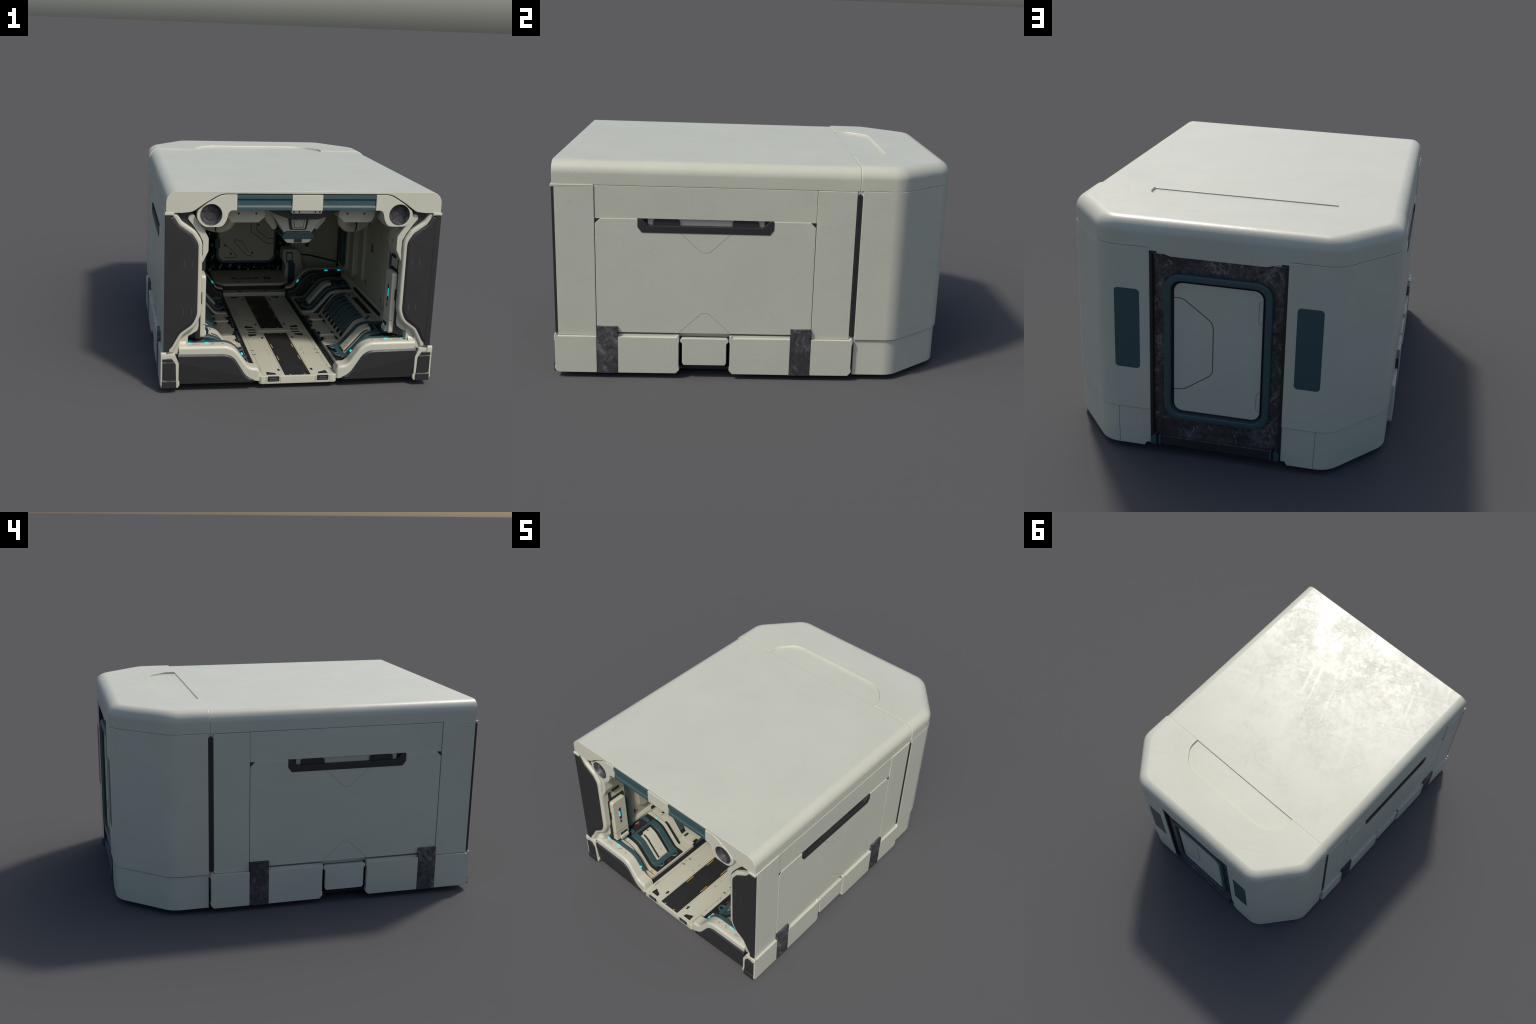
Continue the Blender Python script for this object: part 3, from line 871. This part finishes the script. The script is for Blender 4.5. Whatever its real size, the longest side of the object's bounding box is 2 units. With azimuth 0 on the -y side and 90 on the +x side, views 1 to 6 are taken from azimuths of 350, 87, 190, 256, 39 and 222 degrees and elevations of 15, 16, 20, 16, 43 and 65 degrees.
def bench(s):
    sym = lambda pts: flip(pts, s)
    bx = lambda x0, y0, x1, y1, r=0.0: box2(min(x0 * s, x1 * s), y0, max(x0 * s, x1 * s), y1, r)
    m = lambda y: 2 * YC - y
    base = block("bench", 0.250 * s, 0.64 * s, -0.90, 0.42, 0.05, 0.088, INNER, bev=0.003)
    # dark channel beside the walkway, with teal connectors
    ch = block("floor_channel", 0.2195 * s, 0.2485 * s, -0.965, 0.47, 0.055, 0.070, RUBBER, base, bev=0.001)
    for k in range(9):
        y = -0.88 + k * 0.16
        block("channel_clip", 0.2205 * s, 0.234 * s, y, y + 0.045, 0.06, 0.0745, RUBBER, base, bev=0.002)
    for y0, y1 in ((-0.475, -0.285), (-0.207, -0.017)):
        block("connector_bed", 0.238 * s, 0.262 * s, y0 - 0.012, y1 + 0.012, 0.06, 0.089, INK, base, bev=0.002)
        block("teal_connector", 0.243 * s, 0.257 * s, y0 + 0.02, y1 - 0.02, 0.06, 0.096, TEAL, base, bev=0.004)
    # floor trays
    for y0, y1 in ((-0.495, -0.405), (-0.375, -0.117), (-0.087, 0.003)):
        prism("floor_tray", bx(0.272, y0, 0.352, y1, 0.016), "z", 0.085, 0.0915, INNER, base, bev=0.003)
        prism("tray_plate", bx(0.284, y0 + 0.012, 0.340, y1 - 0.012, 0.010), "z", 0.085, 0.0935, INNER, base, bev=0.0015)
        for x in (0.268, 0.352):
            for y in ((y0 + 0.02, y1 - 0.02) if y1 - y0 > 0.1 else ((y0 + y1) / 2,)):
                block("vent_slot", (x - 0.007) * s, (x + 0.007) * s, y - 0.018, y + 0.018, 0.088, 0.0945, INK, base, bev=0.001)
        block("tray_label", 0.281 * s, 0.286 * s, (y0 + y1) / 2 - 0.018, (y0 + y1) / 2 + 0.018, 0.088, 0.0942, YELLOW, base, bev=0)
    for y in (-0.39, -0.102):
        prism("tray_bar", bx(0.265, y - 0.010, 0.356, y + 0.010, 0.009), "z", 0.085, 0.100, INNER, base, bev=0.004)
    many("cross_brace", INNER, base, [([(0.288 * s, YC + 0.085 * t), (0.336 * s, YC + 0.012 * t), (0.336 * s, YC + 0.006 * t), (0.288 * s, YC + 0.077 * t)], "z", 0.09, 0.0955) for t in (1, -1)])
    # centre shell with teal cooling fins
    sh = open_round(SHELL, 0.05, 7)
    shell = prism("bench_shell", sym(sh + [(0.63, 0.232), (0.63, 0.07), (0.362, 0.07)]), "y", -0.545, 0.053, INNER, base, bev=0.003)
    fin_path = [p for p in offset_open(sh, 0.0) if 0.386 < p[0] < 0.505]
    fin_path = [(0.388, 0.129)] + [p for p in fin_path if p[0] > 0.39]
    bed = prism("fin_slot", sym(band([(0.372, 0.106)] + fin_path, -0.01, 0.0035)), "y", -0.0195, 0.0195, RUBBER, base, bev=0.002)
    fin = prism("cooling_fin", sym(rnd(band(fin_path[:-1], -0.006, 0.015), 0.006, 3)), "y", -0.0145, 0.0145, TEAL, base, bev=0.006, seg=3)
    fin.location.y = bed.location.y = YC - 3 * 0.0705
    for k in range(1, 7):
        copy_of(fin, dy=k * 0.0705)
        copy_of(bed, dy=k * 0.0705)
    block("bench_pad", 0.545 * s, 0.578 * s, YC - 0.16, YC + 0.16, 0.225, 0.2345, INK, base, bev=0.001)
    prism("shell_crease", sym(ribbon([(0.511, 0), (0.5125, 0)], 0.0)) if False else bx(0.509, -0.54, 0.5112, 0.05), "z", 0.225, 0.2318, LINE, base, bev=0)
    many("shell_marking", INK, base, [(bx(x, y, x + 0.016, y + 0.02), "z", 0.225, 0.2335) for x, y in ((0.535, -0.475), (0.535, -0.035), (0.515, -0.505), (0.515, 0.0))])
    many("shell_mark_red", RED, base, [(bx(x, y, x + 0.004, y + 0.008), "z", 0.225, 0.2333) for x, y in ((0.56, -0.48), (0.565, -0.03))])
    # arm bays, mirrored front and rear
    bay_path = open_round(BAY, 0.06, 7)
    for mir in (False, True):
        Y = (lambda y: 2 * YC - y) if mir else (lambda y: y)
        def prof(name, path, d0, d1, ya, yb, mat, parent, x0=0.0, x1=9.0, bev=0.003, seg=2):
            p = clip(path, x0, x1)
            lo, hi = sorted((Y(ya), Y(yb)))
            return prism(name, sym(band(p, d0, d1)), "y", lo, hi, mat, parent, bev, seg)
        dense = []
        for a, b in zip(bay_path, bay_path[1:]):
            steps = max(1, int((Vector(b) - Vector(a)).length / 0.012))
            dense += [(a[0] + (b[0] - a[0]) * k / steps, a[1] + (b[1] - a[1]) * k / steps) for k in range(steps)]
        dense.append(bay_path[-1])
        curved = prof("curved_panel", bay_path, -0.06, 0.0, -0.876, -0.553, INNER, base, bev=0.006, seg=3)
        prof("panel_gap", bay_path, -0.05, -0.012, -0.9, -0.53, RUBBER, base, bev=0)
        prof("frame_bed", dense, -0.02, 0.004, -0.823, -0.580, RUBBER, base, 0.2555, 0.606, bev=0.002)
        frame_x = (0.285, 0.500)
        for ya, yb in ((-0.804, -0.760), (-0.643, -0.599)):
            prof("carrier_frame", dense, -0.01, 0.017, ya, yb, TEAL, base, 0.286, 0.515, bev=0.005, seg=3)
        prof("carrier_frame", dense, -0.01, 0.0165, -0.775, -0.628, TEAL, base, 0.283, 0.325, bev=0.005, seg=3)
        prof("carrier_frame", dense, -0.01, 0.0165, -0.775, -0.628, TEAL, base, 0.498, 0.516, bev=0.004, seg=3)
        prof("carrier_bed", dense, -0.01, 0.008, -0.765, -0.638, INK, base, 0.31, 0.505, bev=0)
        prof("pad_rim", dense, -0.01, 0.014, -0.764, -0.664, INNER, base, 0.322, 0.470, bev=0.003)
        prof("carrier_pad", dense, -0.005, 0.026, -0.734, -0.668, INNER, base, 0.330, 0.478, bev=0.006, seg=3)
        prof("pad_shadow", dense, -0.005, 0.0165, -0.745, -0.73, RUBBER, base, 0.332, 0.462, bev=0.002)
        # prongs and dark head at the wall end
        prof("carrier_head", dense, -0.01, 0.014, -0.752, -0.652, DARK, base, 0.522, 0.590, bev=0.003)
        for ya, yb in ((-0.785, -0.757), (-0.647, -0.619)):
            prof("carrier_prong", dense, -0.01, 0.021, ya, yb, TEAL, base, 0.520, 0.585, bev=0.006, seg=3)
        for y in (-0.735, -0.669):
            y_ = Y(y)
            tube("grab_loop", [(0.585 * s, y_ - 0.02, 0.246), (0.598 * s, y_, 0.250), (0.585 * s, y_ + 0.02, 0.246)], 0.007, TEAL, base, 5)
        tri = [(0.548, Y(-0.708)), (0.548, Y(-0.690)), (0.560, Y(-0.699))]
        prism("warning_sign", sym(tri), "z", 0.235, 0.2518, RED, base, bev=0)
        block("sign_label", 0.564 * s, 0.569 * s, min(Y(-0.714), Y(-0.684)), max(Y(-0.714), Y(-0.684)), 0.235, 0.2516, LILAC, base, bev=0)
        # loops at the low end
        for ya, yb in ((-0.785, -0.742), (-0.661, -0.618)):
            a, b = Y(ya), Y(yb)
            tube("grab_loop", [(0.290 * s, a, 0.104), (0.264 * s, a * 0.75 + b * 0.25, 0.110), (0.264 * s, a * 0.25 + b * 0.75, 0.110), (0.290 * s, b, 0.104)], 0.0065, TEAL, base, 6)
        block("sign_label", 0.264 * s, 0.270 * s, Y(-0.70) - 0.012, Y(-0.70) + 0.012, 0.09, 0.0985, RED, base, bev=0)
        for x, z in ((0.455, 0.2325), (0.345, 0.1215)):
            pass
        # lights and signs on the curved panel
        for x in () if mir else (0.585, 0.515):
            for y in (-0.8285, -0.5745):
                block("status_light", (x - 0.008) * s, (x + 0.008) * s, Y(y) - 0.0025, Y(y) + 0.0025, 0.228, 0.2372, CYAN, base, bev=0)
        tri = [(0.535, Y(-0.846)), (0.558, Y(-0.857)), (0.558, Y(-0.835))]
        prism("warning_sign", sym(tri), "z", 0.225, 0.2364, YELLOW, base, bev=0)
        tri = [(0.275, Y(-0.842)), (0.294, Y(-0.853)), (0.294, Y(-0.831))]
        prism("warning_sign", sym(tri), "z", 0.085, 0.0948, YELLOW, base, bev=0)
        many("pad_bolt", INK, base, [(disc2(x * s, Y(-0.70), 0.0055, 12), "z", z, z + 0.002) for x, z in ((0.462, 0.2545), (0.347, 0.154))])
        # raised strip following the panel
        prof("panel_seam", dense, -0.004, 0.0008, -0.856, -0.852, RUBBER, base, 0.26, 0.60, bev=0)
    # sill along the wall with a dark grip
    sl = prism("wall_sill", sym(rnd([(0.588, 0.225), (0.588, 0.262), (0.602, 0.285), (0.625, 0.285), (0.625, 0.225)], 0.006)), "y", -0.79, 0.33, INNER, base, bev=0.004)
    block("sill_grip", 0.584 * s, 0.600 * s, YC - 0.30, YC + 0.27, 0.252, 0.2735, RUBBER, base, bev=0.004)
    # rear rib, charcoal face towards the door, teal crest
    rib = shoulder(0.006)
    rb = prism("rear_rib", sym([(0.225, 0.06)] + rib + [(0.64, 0.06)]), "y", 0.425, 0.50, DARK, base, bev=0.003, wide=(0.016, 2, lambda c: c.y < 0.43 and c.z > 0.08))
    prism("teal_rail", sym(band(clip(shoulder(0.006), 0.292, 0.655), -0.01, 0.006)), "y", 0.455, 0.478, TEAL, rb, bev=0.003)
    prism("rib_cap", sym(band(shoulder(0.006), -0.02, 0.010)), "y", 0.4785, 0.52, INNER, rb, bev=0.003)
    for x in (0.60, 0.505):
        block("status_light", (x - 0.011) * s, (x + 0.011) * s, 0.452, 0.457, 0.262, 0.2695, CYAN, rb, bev=0)
    prism("status_light", sym(ribbon([(0.297, 0.181), (0.309, 0.199)], 0.008)), "y", 0.452, 0.457, CYAN, rb, bev=0)
    for x, z in ((0.28, 0.09), (0.41, 0.19)):
        lathe("yellow_ring", [(0.0078, 0.4252), (0.0078, 0.4242), (0.0060, 0.4242), (0.0060, 0.4252)], (x * s, z), YELLOW, rb, 20)
    return base


for s in (1, -1):
    bench(s)

# ================================================================== INNER WALLS AND CEILING
def interior(s):
    bx = lambda x0, x1: (min(x0 * s, x1 * s), max(x0 * s, x1 * s))
    lin = prism("wall_liner", rnd([(-0.80, 0.26), (0.46, 0.26), (0.46, 1.08), (-0.80, 1.08)], 0.02), "x", *bx(0.604, 0.65), SHADE_DARKENED_CREAM, bev=0.002)
    # raised bulges
    for y0, y1, z0, z1, d in ((-0.66, -0.56, 0.36, 0.84, 0.03), (0.03, 0.12, 0.33, 0.99, 0.035), (-0.745, -0.69, 0.40, 0.70, 0.012)):
        prism("wall_bulge", rnd([(y0, z0 + 0.03), (y0 + 0.03, z0), (y1 - 0.03, z0), (y1, z0 + 0.03), (y1, z1), (y0, z1)], 0.012), "x", *bx(0.604 - d, 0.63), SHADE_DARKENED_CREAM, lin, bev=0.010, seg=3)
    prism("wall_column", box2(-0.135, 0.36, -0.075, 1.05, 0.02), "x", *bx(0.585, 0.63), SHADE_DARKENED_CREAM, lin, bev=0.010, seg=3)
    # teal window surround near the rear
    prism("window_frame", box2(0.235, 0.31, 0.46, 0.94, 0.05), "x", *bx(0.585, 0.63), INNER, lin, bev=0.008)
    prism("window_pane", box2(0.262, 0.335, 0.44, 0.92, 0.04), "x", *bx(0.582, 0.60), TEAL, lin, bev=0.002)
    prism("window_bar", box2(0.335, 0.34, 0.37, 0.915, 0.004), "x", *bx(0.578, 0.60), TEAL, lin, bev=0.004)
    prism("window_seal", box2(0.44, 0.30, 0.456, 0.95, 0.004), "x", *bx(0.578, 0.60), RUBBER, lin, bev=0.003)
    rot = (math.pi / 2, 0, -math.pi / 2) if s > 0 else (math.pi / 2, 0, math.pi / 2)
    text("wall_letter", "B", 0.075, (0.6032 * s, -0.262, 0.607), rot, INK, lin)
    many("wall_marking", INK, lin, [(box2(y, z, y + w, z + h), "x", *bx(0.6033, 0.61)) for y, z, w, h in
         ((-0.42, 0.70, 0.006, 0.012), (-0.50, 0.335, 0.012, 0.04), (-0.18, 0.345, 0.012, 0.03), (-0.685, 0.31, 0.012, 0.035), (-0.36, 0.50, 0.006, 0.006), (-0.53, 0.62, 0.008, 0.014), (-0.665, 0.315, 0.012, 0.012), (0.17, 0.36, 0.01, 0.05))])
    many("wall_sign", YELLOW, lin, [(disc2(-0.61, 0.52, 0.012, 10), "x", *bx(0.5735, 0.60)), (box2(-0.205, 0.42, -0.195, 0.436), "x", *bx(0.6032, 0.61))])
    for path in ([(-0.372, 0.752), (-0.455, 0.665), (-0.475, 0.665), (-0.545, 0.74)], [(-0.372, 0.32), (-0.43, 0.40), (-0.45, 0.40), (-0.51, 0.33)]):
        prism("groove", ribbon(open_round(path, 0.02), 0.0016), "x", *bx(0.6034, 0.61), LINE, lin, bev=0)
    # ceiling lamp box just behind the beam
    lamp = prism("ceiling_lamp", rnd([(0.205, 0.985), (0.20, 0.945), (0.235, 0.912), (0.385, 0.912), (0.405, 0.945), (0.41, 0.985)] if s > 0 else
                 [(-0.205, 0.985), (-0.20, 0.945), (-0.235, 0.912), (-0.385, 0.912), (-0.405, 0.945), (-0.41, 0.985)], 0.008), "y", -0.875, -0.70, INNER, bev=0.005)
    prism("lamp_band", box2(*bx(0.235, 0.37), ) if False else box2(bx(0.235, 0.372)[0], 0.984, bx(0.235, 0.372)[1], 0.996, 0.003), "y", -0.88, -0.70, TEAL, lamp, bev=0.002)
    many("lamp_bolt", INK, lamp, [(box2(x * s - 0.005, 0.957, x * s + 0.005, 0.967), "y", -0.8762, -0.87) for x in (0.25, 0.345)])
    # lower half of the lug bracket
    prism("lug_bracket", flip(rnd([(0.43, 0.93), (0.46, 0.90), (0.53, 0.895), (0.56, 0.92), (0.56, 0.97), (0.43, 0.97)], 0.012), s), "y", -0.92, -0.84, INNER, bev=0.006)
    # ducts
    duct = tube("air_duct", [(0.33 * s, -0.53, 0.93), (0.36 * s, -0.48, 0.815), (0.45 * s, -0.45, 0.810), (0.54 * s, -0.42, 0.865), (0.605 * s, -0.40, 0.96)], 0.040, INNER, TOP, 10)
    for x, z, y in ((0.405, 0.808, -0.464), (0.495, 0.832, -0.436)):
        ob = lathe("duct_clamp", [(0.040, -0.004), (0.0445, -0.003), (0.0445, 0.003), (0.040, 0.004)], (0, 0), RUBBER, duct, 28)
        ob.rotation_euler = (0, 0, math.radians(-72 * s))
        ob.location = (x * s, y, z)
    # rear side of the bay: rounded airlock lining
    def lining(name, inset, z0, z1, mat, thick):
        inner = [(x, y) for x, y, _ in plan(inset, 0, y0=0.49, r=0.2) if x > 0]
        outer = [(x, y) for x, y, _ in plan(inset - thick, 0, y0=0.49, r=0.2) if x > 0]
        poly = outer + [(0.30, outer[-1][1]), (0.30, inner[-1][1])] + inner[::-1]
        return prism(name, flip(poly, s), "z", z0, z1, mat, bev=0)
    lining("airlock_liner", 0.10, 0.09, 1.07, INNER, 0.03)
    lining("liner_seam", 0.1015, 0.262, 0.274, RUBBER, 0.02)
    lining("liner_seam", 0.1015, 0.10, 0.118, RUBBER, 0.02)
    for a, b in ((0.30, 0.335), (0.445, 0.475)):
        prism("liner_strap", box2(bx(a, b)[0], 0.33, bx(a, b)[1], 0.62, 0.012), "y", 0.872 if a < 0.4 else 0.868, 0.91, TEAL, bev=0.004)
    # seat column in the corner
    if s < 0:
        return
    col = prism("corner_column", flip(rnd([(0.262, 0.10), (0.275, 0.22, 0.03), (0.25, 0.27, 0.02), (0.25, 0.345, 0.02), (0.355, 0.345, 0.02), (0.39, 0.30, 0.02), (0.39, 0.25, 0.02), (0.412, 0.21, 0.02), (0.412, 0.10)], 0), s), "y", 0.745, 0.86, INNER, bev=0.008, seg=3)
    prism("column_inlay", flip(rnd([(0.295, 0.085), (0.295, 0.235), (0.275, 0.26), (0.275, 0.325), (0.325, 0.325), (0.325, 0.26), (0.345, 0.235), (0.345, 0.085)], 0.006), s), "y", 0.738, 0.78, TEAL, col, bev=0.003)
    prism("column_badge", box2(bx(0.282, 0.318)[0], 0.265, bx(0.282, 0.318)[1], 0.315, 0.004), "y", 0.7355, 0.75, INNER, col, bev=0.001)
    many("column_dot", YELLOW, col, [(disc2(0.30 * s, 0.29, 0.004, 8), "y", 0.7345, 0.74), (disc2(0.32 * s, 0.13, 0.004, 8), "y", 0.7365, 0.74)])


for s in (1, -1):
    interior(s)
ceil = block("ceiling_liner", -0.60, 0.60, -0.92, 0.70, 1.05, 1.082, INNER, bev=0.004)
deck("airlock_ceiling", 0.095, 0.49, 1.04, 1.075, INNER, ceil, 0.002)

# ---- ceiling machine behind the beam
prism("ceiling_dome", rnd([(-0.215, 0.998), (-0.15, 0.968, 0.05), (-0.075, 0.941, 0.04), (0.075, 0.941, 0.04), (0.15, 0.968, 0.05), (0.215, 0.998)], 0), "y", -0.935, -0.80, DARK, bev=0.006)
mach = prism("ceiling_machine", rnd([(-0.19, 1.03), (-0.150, 0.93), (-0.075, 0.812, 0.02), (0.075, 0.812, 0.02), (0.150, 0.93), (0.19, 1.03)], 0), "y", -0.79, -0.50, INNER, bev=0.008)
prism("machine_screen_bed", rnd([(-0.062, 0.922), (0.062, 0.922), (0.045, 0.836), (-0.045, 0.836)], 0.008), "y", -0.797, -0.78, INK, mach, bev=0.002)
prism("machine_screen_trim", box2(-0.068, 0.918, 0.068, 0.932, 0.004), "y", -0.803, -0.78, TEAL, mach, bev=0.003)
face = prism("machine_face", rnd([(-0.045, 0.913), (0.045, 0.913), (0.036, 0.842), (-0.036, 0.842)], 0.010), "y", -0.806, -0.78, INNER, mach, bev=0.006, seg=3)
prism("face_groove", rnd([(-0.031, 0.899), (0.031, 0.899), (0.026, 0.848), (-0.026, 0.848)], 0.005), "y", -0.8072, -0.80, RUBBER, face, bev=0)
prism("face_plate", rnd([(-0.028, 0.896), (0.028, 0.896), (0.023, 0.851), (-0.023, 0.851)], 0.004), "y", -0.8085, -0.80, INNER, face, bev=0.001)
many("face_dot", INK, face, [(disc2(x, z, 0.0022, 8), "y", -0.8092, -0.806) for x, z in ((-0.016, 0.890), (0.016, 0.890), (0.0, 0.866), (0.01, 0.860))])
prism("machine_collar", rnd([(-0.066, 0.828), (0.066, 0.828), (0.090, 0.802), (0.086, 0.784), (-0.086, 0.784), (-0.090, 0.802)], 0.008), "y", -0.805, -0.63, TEAL, mach, bev=0.006)
prism("machine_chin", rnd([(-0.088, 0.790), (0.088, 0.790), (0.060, 0.762, 0.03), (-0.060, 0.762, 0.03)], 0.010), "y", -0.80, -0.63, INNER, mach, bev=0.005)
block("chin_sensor", -0.022, 0.022, -0.803, -0.78, 0.766, 0.784, DARK, mach, bev=0.002)
for s in (1, -1):
    arm = [(0.235, 1.01), (0.185, 0.93), (0.170, 0.855), (0.125, 0.798), (0.10, 0.812), (0.118, 0.86), (0.148, 0.94), (0.185, 1.01)]
    prism("machine_arm", flip(rnd(arm, 0.01), s), "y", -0.72, -0.64, INNER, mach, bev=0.006)
    prism("arm_tip", flip(rnd([(0.130, 0.80), (0.114, 0.785), (0.096, 0.80), (0.104, 0.815)], 0.003), s), "y", -0.712, -0.648, RUBBER, mach, bev=0.002)

for ob in [mach] + [o for o in bpy.data.objects if o.name.split(".")[0] in ("machine_arm", "arm_tip")]:
    ob.location.z = 0.018

# ================================================================== AIRLOCK END, INSIDE
block("threshold", -0.31, 0.31, 0.492, 0.70, 0.05, 0.098, INNER, floor, bev=0.006)
deck("airlock_floor", 0.08, 0.50, 0.05, 0.09, INNER, floor, 0.002)
plat = prism("platform", rnd([(-0.27, 0.90), (-0.27, 0.60, 0.07), (-0.21, 0.545, 0.05), (0.21, 0.545, 0.05), (0.27, 0.60, 0.07), (0.27, 0.90)], 0.01, 6), "z", 0.128, 0.148, INNER, floor, bev=0.006, seg=3)
prism("platform_seal", rnd([(-0.262, 0.90), (-0.262, 0.605, 0.07), (-0.205, 0.553, 0.05), (0.205, 0.553, 0.05), (0.262, 0.605, 0.07), (0.262, 0.90)], 0.01, 6), "z", 0.09, 0.13, RUBBER, floor, bev=0.002)
text("floor_sign", "FLOOR", 0.052, (-0.035, 0.67, 0.1487), (0, 0, 0), INK, plat, 1.25)
text("floor_sign", "B", 0.085, (0.125, 0.675, 0.1487), (0, 0, 0), INK, plat, 1.2)
many("platform_mark", INK, plat, [(box2(x - 0.03, 0.582, x + 0.03, 0.590), "z", 0.14, 0.1487) for x in (-0.10, 0.11)])
many("platform_dot", RED, plat, [(box2(x - 0.010, 0.598, x + 0.010, 0.604), "z", 0.14, 0.1487) for x in (-0.10, 0.11)])
many("threshold_sign", YELLOW, floor, [(box2(x - 0.022, 0.505, x + 0.022, 0.538), "z", 0.09, 0.0987) for x in (-0.10, 0.085)])
many("threshold_ink", INK, floor, [(rnd([(x - 0.013, 0.509), (x + 0.013, 0.509), (x + 0.013, 0.526), (x, 0.535), (x - 0.013, 0.526)], 0), "z", 0.09, 0.0991) for x in (-0.10, 0.085)])

# quilted insulation round the inner door
def quilt():
    bm = bmesh.new()
    nx, nz = 60, 90
    g = {}
    for i in range(nx + 1):
        for k in range(nz + 1):
            x, z = -0.32 + 0.64 * i / nx, 0.09 + 0.97 * k / nz
            pillow = abs(math.sin(x * 42 + 0.7 * math.sin(z * 17))) ** 0.5 * abs(math.sin(z * 33 + 0.9 * math.sin(x * 13))) ** 0.5
            crease = 0.35 * math.sin(x * 90 + 3 * math.sin(z * 60)) * math.sin(z * 75)
            g[i, k] = bm.verts.new((x, 0.934 - 0.030 * pillow - 0.006 * crease, z))
    for i in range(nx):
        for k in range(nz):
            bm.faces.new((g[i, k], g[i + 1, k], g[i + 1, k + 1], g[i, k + 1]))
    edge = bmesh.ops.extrude_face_region(bm, geom=bm.faces[:])
    for v in [e for e in edge["geom"] if isinstance(e, bmesh.types.BMVert)]:
        v.co.y = 0.945
    return finish("insulation", bm, PAD, TOP, weighted=False)


quilt()
inner = prism("inner_door", box2(-0.225, 0.205, 0.225, 0.88, 0.06, 8), "y", 0.888, 0.93, TEAL, bev=0.006)
prism("inner_leaf", box2(-0.208, 0.225, 0.208, 0.862, 0.05, 8), "y", 0.880, 0.91, INNER, inner, bev=0.006)
prism("door_hinge", box2(-0.236, 0.32, -0.196, 0.40, 0.012), "y", 0.874, 0.90, TEAL, inner, bev=0.004)
for path in ([(0.208, 0.36), (0.15, 0.36), (0.03, 0.45), (0.03, 0.62)], [(0.208, 0.395), (0.16, 0.395), (0.07, 0.465), (0.07, 0.60)],
             [(-0.16, 0.25), (-0.075, 0.25), (-0.075, 0.272), (-0.15, 0.345)], [(0.05, 0.26), (0.0, 0.27), (-0.095, 0.375), (-0.08, 0.39), (-0.055, 0.375), (-0.03, 0.378), (-0.02, 0.35), (0.02, 0.29)]):
    line_y([(x, z) for x, z in path], 0.8796, 0.003, inner, INK, 0.02).location.y = -0.0005
many("door_bolt", INK, inner, [(disc2(x, z, 0.008, 14), "y", 0.8785, 0.885) for x, z in ((-0.16, 0.345), (0.045, 0.285), (0.085, 0.50), (-0.115, 0.28))])

bpy.context.view_layer.update()
# keep the tree three deep: thing > part > sub-part
for ob in list(bpy.data.objects):
    chain = []
    while ob is not None:
        chain.append(ob)
        ob = ob.parent
    if len(chain) > 3:
        ob, part = chain[0], chain[-2]
        mw = ob.matrix_world.copy()
        ob.parent = part
        ob.matrix_parent_inverse.identity()
        ob.matrix_basis = part.matrix_world.inverted() @ mw
bpy.context.view_layer.update()
